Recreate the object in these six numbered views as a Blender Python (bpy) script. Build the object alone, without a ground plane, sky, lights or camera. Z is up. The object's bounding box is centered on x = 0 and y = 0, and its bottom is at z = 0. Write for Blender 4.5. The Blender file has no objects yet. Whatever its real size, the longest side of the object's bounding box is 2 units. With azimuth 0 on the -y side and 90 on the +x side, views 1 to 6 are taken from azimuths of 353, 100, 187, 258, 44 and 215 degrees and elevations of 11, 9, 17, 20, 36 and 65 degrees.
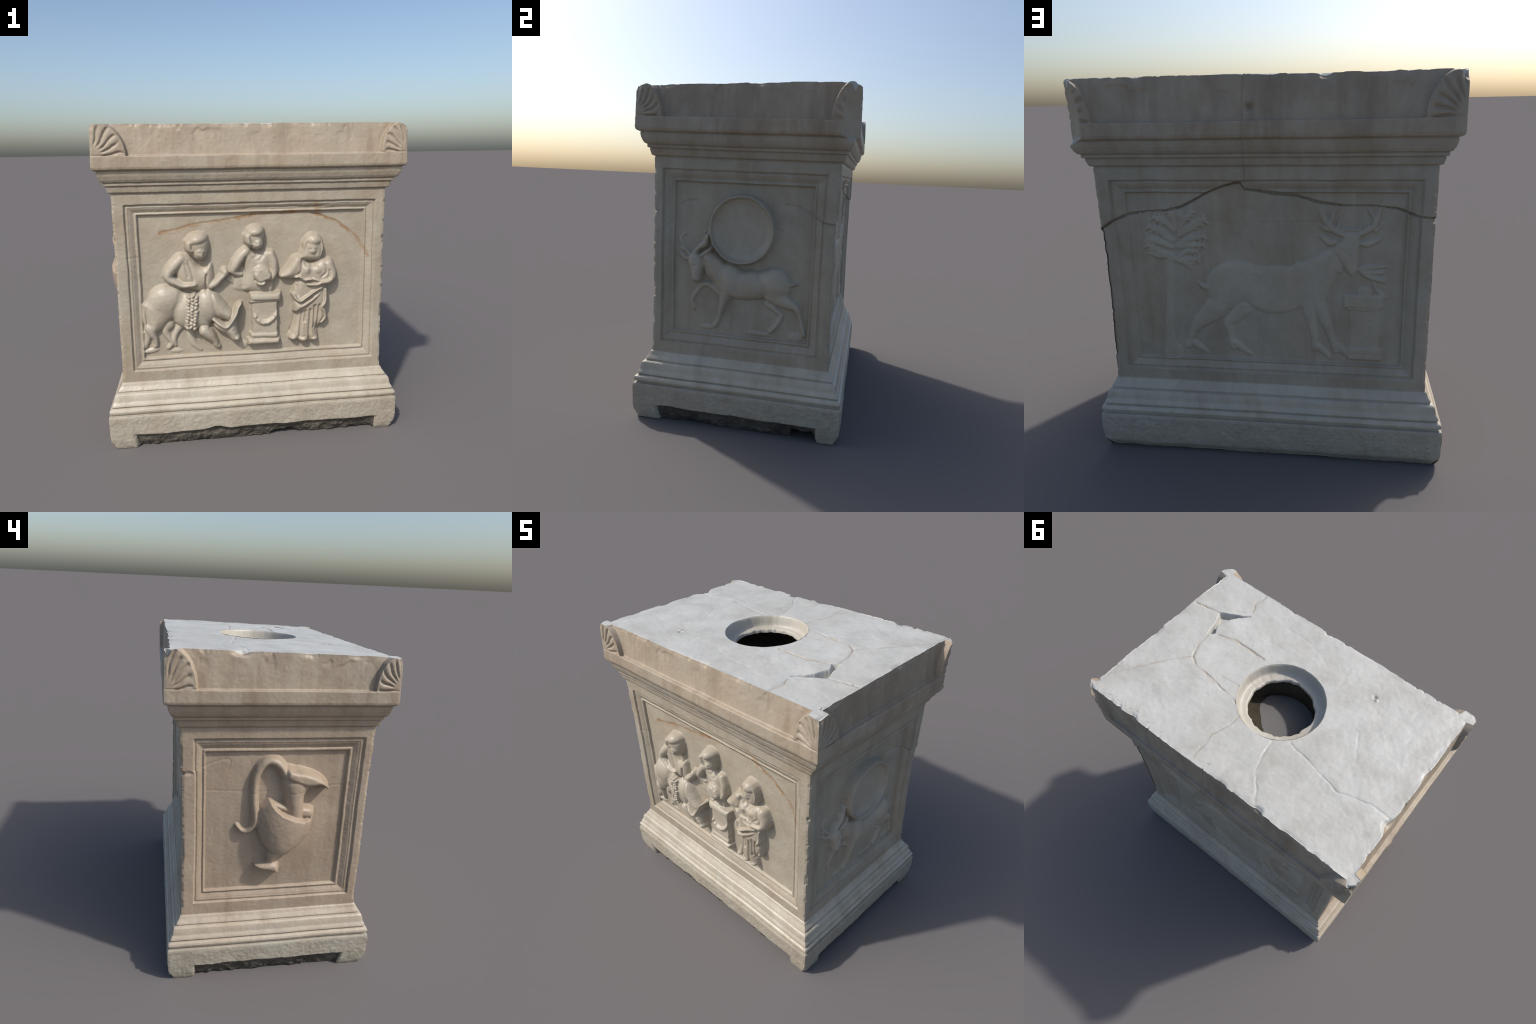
"""Roman marble altar: moulded base, panelled die with carved reliefs on all four
sides, cornice, coping with palmette corner ornaments, cracked top with a round basin."""
import bpy
import math
import numpy as np

RNG = np.random.default_rng(7)

# ----------------------------------------------------------------------------
# small numeric helpers
# ----------------------------------------------------------------------------
def hash3(ix, iy, iz, seed):
    n = (ix.astype(np.int64) * 374761393 + iy.astype(np.int64) * 668265263
         + iz.astype(np.int64) * 2147483647 + seed * 974634777) & 0xFFFFFFFF
    n = ((n ^ (n >> 13)) * 1274126177) & 0xFFFFFFFF
    n = ((n ^ (n >> 16)) * 2246822519) & 0xFFFFFFFF
    return ((n ^ (n >> 15)) & 0xFFFFFF) / float(0xFFFFFF) * 2.0 - 1.0


def noise3(p, scale, seed=0):
    """Smooth value noise in -1..1 at points p (...,3); scale = features per metre."""
    q = p * scale
    i = np.floor(q).astype(np.int64)
    f = q - i
    f = f * f * f * (f * (f * 6 - 15) + 10)
    out = 0.0
    for dx in (0, 1):
        wx = f[..., 0] if dx else 1 - f[..., 0]
        for dy in (0, 1):
            wy = f[..., 1] if dy else 1 - f[..., 1]
            for dz in (0, 1):
                wz = f[..., 2] if dz else 1 - f[..., 2]
                out = out + wx * wy * wz * hash3(i[..., 0] + dx, i[..., 1] + dy, i[..., 2] + dz, seed)
    return out


def fbm(p, scale, octaves=3, seed=0):
    a, t, s = 1.0, 0.0, 0.0
    for o in range(octaves):
        t = t + a * noise3(p, scale * 2 ** o, seed + 17 * o)
        s += a
        a *= 0.5
    return t / s


def line_noise(t, scale, octaves=3, seed=0):
    t = np.asarray(t, float)
    return fbm(np.stack([t, t * 0 + 3.7, t * 0 + 1.3], -1), scale, octaves, seed)


def smoothstep(a, b, x):
    t = np.clip((x - a) / (b - a), 0, 1)
    return t * t * (3 - 2 * t)


def smax(a, b, k):
    h = np.clip(0.5 + 0.5 * (a - b) / k, 0, 1)
    return b * (1 - h) + a * h + k * h * (1 - h)


def catmull(pts, closed=False, sub=5):
    p = np.asarray(pts, float)
    n = len(p)
    if n < 3 and not closed:
        return p
    res = []
    for i in range(n if closed else n - 1):
        if closed:
            a, b, c, d = p[(i - 1) % n], p[i], p[(i + 1) % n], p[(i + 2) % n]
        else:
            a, b, c, d = p[max(i - 1, 0)], p[i], p[i + 1], p[min(i + 2, n - 1)]
        for s in range(sub):
            t = s / sub
            res.append(0.5 * ((2 * b) + (c - a) * t + (2 * a - 5 * b + 4 * c - d) * t * t
                              + (3 * b - a - 3 * c + d) * t ** 3))
    if not closed:
        res.append(p[-1])
    return np.array(res)


def polyline_distance(s, z, pts):
    """Distance of (s,z) to a polyline and interpolated extra columns of pts."""
    best = np.full(s.shape, 1e9)
    extra = [np.zeros(s.shape) for _ in range(pts.shape[1] - 2)]
    for a, b in zip(pts[:-1], pts[1:]):
        d = b[:2] - a[:2]
        l2 = max(d @ d, 1e-12)
        t = np.clip(((s - a[0]) * d[0] + (z - a[1]) * d[1]) / l2, 0, 1)
        dist = np.hypot(s - a[0] - t * d[0], z - a[1] - t * d[1])
        m = dist < best
        best = np.where(m, dist, best)
        for k in range(len(extra)):
            extra[k] = np.where(m, a[2 + k] + t * (b[2 + k] - a[2 + k]), extra[k])
    return best, extra


def inside_polygon(s, z, poly):
    ins = np.zeros(s.shape, bool)
    q = np.roll(poly, -1, 0)
    for a, b in zip(poly, q):
        if a[1] == b[1]:
            continue
        c = ((a[1] > z) != (b[1] > z)) & (s < (b[0] - a[0]) * (z - a[1]) / (b[1] - a[1]) + a[0])
        ins ^= c
    return ins


# ----------------------------------------------------------------------------
# carved relief: heights above a panel, built from rounded strokes and swollen shapes
# ----------------------------------------------------------------------------
SPLIT_PARTS = {"leg", "arm", "ear", "foot", "hoof", "hand"}


class Relief:
    def __init__(self, scale=1.0):
        self.items = []
        self.scale = scale      # how boldly this side is carved

    def shape(self, *a):
        self.items.append(("shape",) + a)

    def tube(self, *a):
        self.items.append(("tube",) + a)

    def turned(self, *a):
        self.items.append(("turned",) + a)

    def blob(self, *a):
        self.items.append(("blob",) + a)

    def box(self, *a):
        self.items.append(("box",) + a)

    def dish(self, *a):
        self.items.append(("dish",) + a)

    def carve(self, *a):
        self.items.append(("carve",) + a)

    def evaluate(self, S, Z):
        H = np.zeros(S.shape)
        L = np.zeros(S.shape, int)
        labels = [None]
        index = {}
        # a little hand-carved wobble so that outlines are not perfectly clean
        P = np.stack([S, Z, S * 0], -1)
        S = S + 0.0022 * fbm(P, 22, 2, 5)
        Z = Z + 0.0022 * fbm(P, 22, 2, 9)

        def window(pts, r):
            lo = np.min(pts, 0) - r - 0.01
            hi = np.max(pts, 0) + r + 0.01
            m = (S > lo[0]) & (S < hi[0]) & (Z > lo[1]) & (Z < hi[1])
            jj, ii = np.nonzero(m)
            if len(jj) == 0:
                return None
            return slice(jj.min(), jj.max() + 1), slice(ii.min(), ii.max() + 1)

        for it in self.items:
            kind = it[0]
            if kind == "carve":
                _, pts, r, depth = it
                pts = catmull(pts, False, 4)
                w = window(pts[:, :2], r)
                if w is None:
                    continue
                d, _e = polyline_distance(S[w], Z[w], pts)
                H[w] -= depth * np.clip(1 - (d / r) ** 2, 0, 1) ** 1.5
                H[w] = np.maximum(H[w], -0.006)
                continue
            fig, part = it[1], it[2]
            if kind == "shape":
                _, _, _, h, wd, pts, k = it
                poly = catmull(pts, True, 4)
                w = window(poly, 0)
                if w is None:
                    continue
                s, z = S[w], Z[w]
                d, _e = polyline_distance(s, z, np.vstack([poly, poly[:1]]))
                x = np.clip(d / wd, 0, 1)
                e = np.where(inside_polygon(s, z, poly), h * np.sqrt(1 - (1 - x) ** 2), -0.05)
            elif kind == "tube":
                _, _, _, pts, k = it
                c = catmull(pts, False, 4)
                w = window(c[:, :2], c[:, 2].max())
                if w is None:
                    continue
                d, (r, h) = polyline_distance(S[w], Z[w], c)
                e = np.where(d < r, h * np.sqrt(np.clip(1 - (d / r) ** 2, 0, 1)), -0.05)
            elif kind == "turned":  # a swelling vessel body, broken off along the clip outline
                _, _, _, pts, clip, k = it
                c = catmull(pts, False, 4)
                w = window(c[:, :2], c[:, 2].max())
                d, (r, h) = polyline_distance(S[w], Z[w], c)
                inside = inside_polygon(S[w], Z[w], np.array(clip)) & (d < r)
                e = np.where(inside, h * np.sqrt(np.clip(1 - (d / r) ** 2, 0, 1)), -0.05)
            elif kind == "blob":
                _, _, _, c, a, b, ang, h, base, k = it
                c = np.array(c)
                w = window(c[None], max(a, b))
                if w is None:
                    continue
                ca, sa = math.cos(math.radians(ang)), math.sin(math.radians(ang))
                ds, dz = S[w] - c[0], Z[w] - c[1]
                q = ((ds * ca + dz * sa) / a) ** 2 + ((-ds * sa + dz * ca) / b) ** 2
                e = np.where(q < 1, base + (h - base) * np.sqrt(np.clip(1 - q, 0, 1)), -0.05)
            elif kind == "box":
                _, _, _, s0, s1, z0, z1, h, rnd, k = it
                s0, s1 = min(s0, s1), max(s0, s1)
                w = window(np.array([[s0, z0], [s1, z1]]), 0)
                if w is None:
                    continue
                d = np.minimum(np.minimum(S[w] - s0, s1 - S[w]), np.minimum(Z[w] - z0, z1 - Z[w]))
                x = np.clip(d / rnd, 0, 1)
                e = np.where(d > 0, h * (0.35 + 0.65 * np.sqrt(1 - (1 - x) ** 2)), -0.05)
            else:  # dish: raised round rim with a hollow inside
                _, _, _, c, a, b = it
                k = 0.002
                w = window(np.array([c]), max(a, b))
                q = np.hypot((S[w] - c[0]) / a, (Z[w] - c[1]) / b)
                rim = 0.074 * np.sqrt(np.clip(1 - ((q - 0.94) / 0.06) ** 2, 0, 1))
                hollow = 0.008 + 0.036 * np.clip(q / 0.90, 0, 1) ** 4
                outer = np.where(q < 1, 0.05 * np.sqrt(np.clip((1 - q) / 0.04, 0, 1)), -0.05)
                e = np.where(q < 0.92, np.maximum(hollow, rim), np.where(q < 1, np.maximum(rim, outer), -0.05))
                e = np.where(q < 0.86, e + 0.003 * smoothstep(0.58, 0.54, np.abs(q - 0.1)), e)
            key = (fig, part) if part not in SPLIT_PARTS else (fig, part, len(labels))
            if key not in index:
                index[key] = len(labels)
                labels.append((fig, part))
            li = index[key]
            cur = H[w]
            on = e > -0.04
            new = np.where(on, smax(cur, e, k), cur)
            L[w] = np.where(on & (e > cur - 0.0005) & (e > 0.0012), li, L[w])
            H[w] = new
        H = np.where(H > 0, H * self.scale, H)
        for _ in range(1):      # soften like hand-rubbed stone
            for ax in (0, 1):
                H = 0.5 * H + 0.25 * (np.roll(H, 1, ax) + np.roll(H, -1, ax))
        return H, L, labels


front, right, back, left = Relief(0.86), Relief(0.82), Relief(0.56), Relief(1.0)
# coordinates along a side are world x (front, back) or world y (left, right), then z;
# stroke points carry (position, height up the wall, half width, swell above the panel)
# donkey, head lowered to the ground
front.shape("donkey", "body", 0.062, 0.085, [(-0.7, 0.882), (-0.683, 0.913), (-0.647, 0.959), (-0.606, 0.989), (-0.559, 1.009), (-0.516, 1.011), (-0.474, 0.996), (-0.45, 0.975), (-0.407, 0.963), (-0.345, 0.964), (-0.304, 0.973), (-0.276, 0.971), (-0.245, 0.952), (-0.215, 0.915), (-0.178, 0.867), (-0.147, 0.819), (-0.174, 0.774), (-0.225, 0.777), (-0.272, 0.793), (-0.282, 0.763), (-0.293, 0.737), (-0.321, 0.729), (-0.366, 0.722), (-0.416, 0.721), (-0.454, 0.73), (-0.49, 0.752), (-0.511, 0.783), (-0.526, 0.794), (-0.551, 0.776), (-0.59, 0.738), (-0.635, 0.708), (-0.66, 0.716), (-0.682, 0.76), (-0.691, 0.81)], 0.008)
front.blob("donkey", "body", (-0.569, 0.917), 0.1014, 0.0972, -20, 0.078, 0, 0.016)
front.blob("donkey", "body", (-0.307, 0.874), 0.0787, 0.112, 10, 0.088, 0, 0.018)
front.blob("donkey", "body", (-0.427, 0.841), 0.1126, 0.1053, 0, 0.078, 0, 0.018)
front.shape("donkey", "neck", 0.088, 0.06, [(-0.282, 0.967), (-0.245, 0.949), (-0.209, 0.908), (-0.172, 0.857), (-0.144, 0.812), (-0.168, 0.77), (-0.218, 0.783), (-0.262, 0.805), (-0.286, 0.846), (-0.3, 0.913)], 0.008)
front.shape("donkey", "head", 0.084, 0.045, [(-0.266, 0.779), (-0.237, 0.777), (-0.193, 0.768), (-0.151, 0.799), (-0.129, 0.778), (-0.12, 0.737), (-0.115, 0.696), (-0.107, 0.665), (-0.116, 0.642), (-0.148, 0.634), (-0.173, 0.653), (-0.195, 0.678), (-0.227, 0.696), (-0.258, 0.719), (-0.273, 0.746)], 0.008)
front.blob("donkey", "head", (-0.131, 0.664), 0.0226, 0.0271, 20, 0.088, 0, 0.006)
front.tube("donkey", "ear", [(-0.269, 0.789, 0.0149, 0.085), (-0.238, 0.764, 0.0183, 0.102), (-0.2, 0.742, 0.0174, 0.108), (-0.184, 0.751, 0.0117, 0.1)], 0.003)
front.tube("donkey", "ear", [(-0.184, 0.741, 0.012, 0.1), (-0.154, 0.786, 0.0153, 0.108), (-0.131, 0.831, 0.0153, 0.104), (-0.118, 0.864, 0.0106, 0.09), (-0.101, 0.882, 0.0073, 0.07)], 0.003)
front.tube("donkey", "leg", [(-0.664, 0.743, 0.0394, 0.05), (-0.654, 0.709, 0.0297, 0.045), (-0.64, 0.675, 0.0199, 0.032), (-0.636, 0.638, 0.015, 0.022), (-0.643, 0.622, 0.0133, 0.018)], 0.01)
front.tube("donkey", "leg", [(-0.693, 0.718, 0.0164, 0.02), (-0.683, 0.678, 0.0198, 0.022), (-0.695, 0.639, 0.0166, 0.02), (-0.699, 0.623, 0.0133, 0.016)], 0.01)
front.tube("donkey", "leg", [(-0.552, 0.763, 0.0362, 0.03), (-0.573, 0.721, 0.0248, 0.026), (-0.55, 0.67, 0.02, 0.022), (-0.533, 0.639, 0.0167, 0.02), (-0.559, 0.607, 0.0134, 0.016)], 0.01)
front.tube("donkey", "leg", [(-0.485, 0.739, 0.0232, 0.022), (-0.512, 0.694, 0.0166, 0.02), (-0.52, 0.651, 0.015, 0.018), (-0.515, 0.624, 0.0134, 0.014)], 0.01)
front.tube("donkey", "leg", [(-0.331, 0.716, 0.0434, 0.075), (-0.298, 0.681, 0.0369, 0.065), (-0.27, 0.645, 0.0236, 0.048), (-0.258, 0.614, 0.0203, 0.038), (-0.249, 0.603, 0.0187, 0.03)], 0.01)
front.tube("donkey", "leg", [(-0.417, 0.715, 0.0233, 0.014), (-0.412, 0.661, 0.0234, 0.016), (-0.395, 0.62, 0.0202, 0.014), (-0.358, 0.583, 0.0135, 0.01)], 0.01)
front.tube("donkey", "tail", [(-0.69, 0.894, 0.0161, 0.035), (-0.695, 0.856, 0.011, 0.03), (-0.695, 0.804, 0.0117, 0.032), (-0.68, 0.744, 0.0148, 0.034), (-0.654, 0.706, 0.0181, 0.036), (-0.634, 0.668, 0.0166, 0.032), (-0.63, 0.625, 0.0083, 0.02)], 0.01)
front.carve([(-0.469, 0.97), (-0.474, 0.922), (-0.498, 0.871), (-0.513, 0.806)], 0.029, 0.0075)
front.carve([(-0.263, 0.785), (-0.257, 0.759), (-0.226, 0.723), (-0.189, 0.694)], 0.0133, 0.006)
front.carve([(-0.279, 0.773), (-0.29, 0.734)], 0.0149, 0.0105)
front.carve([(-0.675, 0.88), (-0.684, 0.836), (-0.678, 0.77)], 0.0084, 0.006)
front.blob("donkey", "garland", (-0.42, 0.941), 0.0242, 0.0168, -40, 0.0878, 0.0, 0.001)
front.blob("donkey", "garland", (-0.396, 0.949), 0.0242, 0.0168, 38, 0.0878, 0.0, 0.001)
front.blob("donkey", "garland", (-0.377, 0.936), 0.0243, 0.0169, 40, 0.0878, 0.0, 0.001)
front.blob("donkey", "garland", (-0.422, 0.914), 0.0242, 0.0169, -40, 0.0886, 0.0, 0.001)
front.blob("donkey", "garland", (-0.401, 0.925), 0.0242, 0.0169, -38, 0.0886, 0.0, 0.001)
front.blob("donkey", "garland", (-0.377, 0.917), 0.0243, 0.0169, 40, 0.0886, 0.0, 0.001)
front.blob("donkey", "garland", (-0.425, 0.897), 0.0242, 0.0169, -40, 0.0894, 0.0, 0.001)
front.blob("donkey", "garland", (-0.396, 0.902), 0.0243, 0.0169, -38, 0.0894, 0.0, 0.001)
front.blob("donkey", "garland", (-0.375, 0.895), 0.0243, 0.0169, 40, 0.0894, 0.0, 0.001)
front.blob("donkey", "garland", (-0.426, 0.873), 0.0242, 0.017, -40, 0.0902, 0.0, 0.001)
front.blob("donkey", "garland", (-0.4, 0.88), 0.0243, 0.017, -38, 0.0902, 0.0, 0.001)
front.blob("donkey", "garland", (-0.383, 0.871), 0.0243, 0.017, 40, 0.0902, 0.0, 0.001)
front.blob("donkey", "garland", (-0.425, 0.852), 0.0243, 0.017, -40, 0.091, 0.0, 0.001)
front.blob("donkey", "garland", (-0.406, 0.861), 0.0243, 0.017, 38, 0.091, 0.0, 0.001)
front.blob("donkey", "garland", (-0.378, 0.848), 0.0244, 0.017, 40, 0.091, 0.0, 0.001)
front.blob("donkey", "garland", (-0.425, 0.829), 0.0243, 0.017, -40, 0.0902, 0.0, 0.001)
front.blob("donkey", "garland", (-0.409, 0.841), 0.0243, 0.017, -38, 0.0902, 0.0, 0.001)
front.blob("donkey", "garland", (-0.381, 0.828), 0.0244, 0.0171, 40, 0.0902, 0.0, 0.001)
front.blob("donkey", "garland", (-0.431, 0.809), 0.0243, 0.0171, -40, 0.0894, 0.0, 0.001)
front.blob("donkey", "garland", (-0.408, 0.82), 0.0244, 0.0171, -38, 0.0894, 0.0, 0.001)
front.blob("donkey", "garland", (-0.387, 0.805), 0.0244, 0.0171, 40, 0.0894, 0.0, 0.001)
front.blob("donkey", "garland", (-0.436, 0.788), 0.0244, 0.0171, -40, 0.0886, 0.0, 0.001)
front.blob("donkey", "garland", (-0.406, 0.796), 0.0244, 0.0171, -38, 0.0886, 0.0, 0.001)
front.blob("donkey", "garland", (-0.386, 0.788), 0.0245, 0.0172, 40, 0.0886, 0.0, 0.001)
front.blob("donkey", "garland", (-0.433, 0.769), 0.0244, 0.0172, -40, 0.0878, 0.0, 0.001)
front.blob("donkey", "garland", (-0.409, 0.774), 0.0244, 0.0172, -38, 0.0878, 0.0, 0.001)
front.blob("donkey", "garland", (-0.391, 0.765), 0.0245, 0.0172, 40, 0.0878, 0.0, 0.001)
front.blob("donkey", "garland", (-0.435, 0.746), 0.0244, 0.0172, -40, 0.087, 0.0, 0.001)
front.blob("donkey", "garland", (-0.414, 0.75), 0.0245, 0.0172, 38, 0.087, 0.0, 0.001)
front.blob("donkey", "garland", (-0.389, 0.74), 0.0245, 0.0173, 40, 0.087, 0.0, 0.001)
front.carve([(-0.138, 0.65), (-0.132, 0.647)], 0.0068, 0.006)
front.carve([(-0.153, 0.719), (-0.146, 0.715)], 0.0074, 0.006)
front.blob("ground_rock", "stone", (-0.663, 0.595), 0.0466, 0.0167, 8, 0.012, 0, 0.006)
front.blob("ground_rock", "stone", (-0.694, 0.591), 0.0186, 0.0134, 0, 0.016, 0, 0.006)
front.blob("ground_rock", "stone", (-0.51, 0.583), 0.0409, 0.0135, 0, 0.007, 0, 0.006)
front.blob("ground_rock", "stone", (-0.084, 0.599), 0.0228, 0.0273, 0, 0.009, 0, 0.006)
# rider
front.shape("rider", "torso", 0.056, 0.075, [(-0.467, 1.185), (-0.434, 1.206), (-0.392, 1.175), (-0.358, 1.133), (-0.33, 1.121), (-0.282, 1.148), (-0.267, 1.107), (-0.267, 1.043), (-0.276, 0.987), (-0.32, 0.971), (-0.378, 0.97), (-0.442, 0.992), (-0.484, 1.035), (-0.499, 1.091), (-0.493, 1.15)], 0.008)
front.blob("rider", "head", (-0.357, 1.258), 0.0696, 0.0785, 0, 0.085, 0, 0.006)
front.blob("rider", "head", (-0.348, 1.215), 0.0483, 0.0568, 0, 0.094, 0, 0.004)
front.blob("rider", "hair", (-0.362, 1.289), 0.0683, 0.0464, 12, 0.098, 0, 0.001)
front.tube("rider", "hair", [(-0.41, 1.271, 0.0308, 0.092), (-0.408, 1.241, 0.0262, 0.09), (-0.392, 1.225, 0.0164, 0.086)], 0.003)
front.tube("rider", "head", [(-0.332, 1.217, 0.0059, 0.092), (-0.334, 1.191, 0.0073, 0.096)], 0.003)
front.carve([(-0.359, 1.216), (-0.344, 1.214)], 0.008, 0.006)
front.carve([(-0.324, 1.211), (-0.315, 1.209)], 0.0073, 0.006)
front.carve([(-0.351, 1.179), (-0.337, 1.179)], 0.0051, 0.003)
front.tube("rider", "arm", [(-0.464, 1.171, 0.0403, 0.06), (-0.501, 1.136, 0.0404, 0.066), (-0.535, 1.093, 0.0351, 0.068), (-0.54, 1.06, 0.0296, 0.068), (-0.502, 1.032, 0.026, 0.07), (-0.456, 1.013, 0.0232, 0.074), (-0.413, 1.013, 0.0232, 0.078), (-0.384, 1.015, 0.0187, 0.076)], 0.01)
front.shape("rider", "arm", 0.054, 0.07, [(-0.315, 1.12), (-0.282, 1.148), (-0.268, 1.118), (-0.265, 1.058), (-0.272, 0.995), (-0.298, 0.972), (-0.314, 1.008), (-0.315, 1.068)], 0.008)
front.tube("rider", "arm", [(-0.287, 0.996, 0.0234, 0.05), (-0.257, 1.013, 0.0271, 0.056), (-0.227, 1.042, 0.0225, 0.06), (-0.201, 1.067, 0.0217, 0.062)], 0.01)
front.blob("rider", "hand", (-0.193, 1.081), 0.0274, 0.0318, 20, 0.064, 0, 0.006)
front.shape("rider", "cloth", 0.012, 0.01, [(-0.194, 1.033), (-0.164, 1.054), (-0.147, 1.019), (-0.144, 1.004), (-0.169, 1.013)], 0.008)
front.carve([(-0.418, 1.161), (-0.396, 1.087), (-0.39, 1.042)], 0.0117, 0.0075)
front.carve([(-0.436, 1.14), (-0.422, 1.066)], 0.0118, 0.0075)
front.carve([(-0.4, 1.168), (-0.372, 1.134), (-0.34, 1.121)], 0.0081, 0.006)
front.carve([(-0.309, 1.072), (-0.315, 1.023), (-0.314, 0.97)], 0.0082, 0.0165)
# attendant behind the small altar
front.shape("attendant", "skirt", 0.013, 0.05, [(-0.12, 1.052), (-0.065, 1.061), (-0.04, 1.033), (-0.041, 0.953), (-0.122, 0.961), (-0.142, 0.977), (-0.136, 1.007)], 0.008)
front.shape("attendant", "torso", 0.046, 0.07, [(-0.073, 1.218), (-0.037, 1.224), (0.007, 1.192), (0.063, 1.216), (0.096, 1.189), (0.106, 1.102), (0.101, 0.944), (-0.071, 0.953), (-0.085, 0.997), (-0.08, 1.035), (-0.068, 1.091), (-0.085, 1.155)], 0.008)
front.blob("attendant", "head", (-0.008, 1.296), 0.063, 0.0755, 0, 0.078, 0, 0.006)
front.blob("attendant", "head", (0.006, 1.259), 0.0433, 0.0481, 0, 0.09, 0, 0.004)
front.blob("attendant", "hair", (-0.006, 1.327), 0.0585, 0.041, 6, 0.095, 0, 0.001)
front.tube("attendant", "hair", [(-0.051, 1.302, 0.0264, 0.088), (-0.047, 1.268, 0.0228, 0.085), (-0.034, 1.253, 0.014, 0.08)], 0.003)
front.tube("attendant", "head", [(0.012, 1.263, 0.0052, 0.089), (0.012, 1.24, 0.0067, 0.092)], 0.003)
front.carve([(-0.012, 1.262), (0.001, 1.259)], 0.0074, 0.0053)
front.carve([(0.021, 1.262), (0.031, 1.261)], 0.0066, 0.0053)
front.carve([(0.001, 1.23), (0.015, 1.23)], 0.0048, 0.003)
front.tube("attendant", "arm", [(-0.062, 1.206, 0.0334, 0.05), (-0.1, 1.167, 0.0354, 0.056), (-0.13, 1.12, 0.0318, 0.055), (-0.142, 1.087, 0.0263, 0.046), (-0.12, 1.067, 0.0207, 0.034), (-0.094, 1.062, 0.0151, 0.024)], 0.01)
front.tube("attendant", "arm", [(0.088, 1.185, 0.028, 0.048), (0.107, 1.132, 0.0283, 0.054), (0.11, 1.075, 0.0266, 0.058), (0.095, 1.038, 0.0248, 0.062), (0.065, 1.032, 0.019, 0.062)], 0.01)
front.tube("attendant", "dish", [(0.006, 1.091, 0.0302, 0.072), (0.028, 1.094, 0.0377, 0.078), (0.065, 1.066, 0.0322, 0.082), (0.069, 1.043, 0.0266, 0.08)], 0.003)
front.shape("attendant", "dish", 0.088, 0.018, [(-0.02, 1.096), (0.01, 1.118), (0.058, 1.112), (0.084, 1.08), (0.095, 1.05), (0.08, 1.027), (0.061, 1.021), (0.057, 0.998), (0.027, 0.984), (-0.003, 0.997), (-0.01, 1.024), (-0.024, 1.051)], 0.008)
front.carve([(-0.009, 1.077), (0.006, 1.106), (0.036, 1.109), (0.058, 1.097)], 0.009, 0.0165)
front.carve([(-0.01, 1.028), (0.02, 1.015), (0.057, 1.029)], 0.0083, 0.0105)
front.carve([(0.007, 1.181), (-0.008, 1.167)], 0.0127, 0.006)
front.carve([(0.083, 1.02), (0.079, 0.959)], 0.0091, 0.0105)
front.carve([(-0.067, 1.166), (-0.083, 1.103)], 0.0127, 0.0105)
front.carve([(-0.023, 1.168), (0.014, 1.147), (0.044, 1.18)], 0.0097, 0.0053)
# little altar with a garland
front.box("little_altar", "shaft", -0.032, 0.133, 0.665, 0.884, 0.044, 0.008, 0.003)
front.box("little_altar", "cap", -0.046, 0.153, 0.878, 0.945, 0.066, 0.03, 0.003)
front.box("little_altar", "base", -0.045, 0.136, 0.641, 0.684, 0.055, 0.015, 0.003)
front.box("little_altar", "base", -0.062, 0.146, 0.603, 0.647, 0.063, 0.022, 0.003)
front.carve([(-0.041, 0.898), (0.146, 0.889)], 0.0096, 0.009)
front.carve([(-0.045, 0.656), (0.139, 0.646)], 0.0086, 0.0075)
front.tube("little_altar", "garland", [(-0.013, 0.803, 0.0121, 0.056), (-0.008, 0.779, 0.0195, 0.061), (0.021, 0.756, 0.0232, 0.065), (0.057, 0.751, 0.0232, 0.065), (0.092, 0.764, 0.022, 0.063), (0.116, 0.79, 0.0171, 0.059), (0.125, 0.82, 0.0097, 0.052)], 0.01)
front.blob("little_altar", "garland", (-0.011, 0.791), 0.0176, 0.0182, 0, 0.069, 0, 0.001)
front.blob("little_altar", "garland", (0.01, 0.766), 0.0176, 0.0183, 0, 0.069, 0, 0.001)
front.blob("little_altar", "garland", (0.039, 0.749), 0.0177, 0.0183, 0, 0.069, 0, 0.001)
front.blob("little_altar", "garland", (0.068, 0.75), 0.0177, 0.0184, 0, 0.069, 0, 0.001)
front.blob("little_altar", "garland", (0.098, 0.77), 0.0178, 0.0183, 0, 0.069, 0, 0.001)
front.blob("little_altar", "garland", (0.116, 0.793), 0.0178, 0.0183, 0, 0.069, 0, 0.001)
# veiled woman
front.shape("veiled_woman", "robe", 0.062, 0.055, [(0.244, 1.012), (0.295, 1.04), (0.428, 1.014), (0.447, 0.95), (0.449, 0.845), (0.442, 0.761), (0.411, 0.715), (0.39, 0.689), (0.396, 0.613), (0.328, 0.601), (0.208, 0.63), (0.219, 0.678), (0.239, 0.751), (0.249, 0.803), (0.229, 0.81), (0.226, 0.889), (0.224, 0.93)], 0.008)
front.shape("veiled_woman", "torso", 0.075, 0.06, [(0.284, 1.153), (0.345, 1.12), (0.406, 1.148), (0.457, 1.136), (0.489, 1.083), (0.503, 1.031), (0.48, 1.001), (0.439, 0.977), (0.346, 0.976), (0.285, 1.0), (0.254, 1.022), (0.214, 1.018), (0.148, 1.042), (0.148, 1.055), (0.198, 1.101), (0.244, 1.164)], 0.008)
front.shape("veiled_woman", "veil", 0.066, 0.04, [(0.289, 1.223), (0.299, 1.273), (0.344, 1.311), (0.389, 1.294), (0.418, 1.248), (0.421, 1.198), (0.411, 1.148), (0.386, 1.133), (0.304, 1.137), (0.274, 1.153), (0.274, 1.183)], 0.008)
front.blob("veiled_woman", "head", (0.352, 1.226), 0.0548, 0.0707, 0, 0.082, 0, 0.006)
front.blob("veiled_woman", "hair", (0.357, 1.263), 0.0567, 0.0462, 0, 0.088, 0, 0.003)
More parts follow.
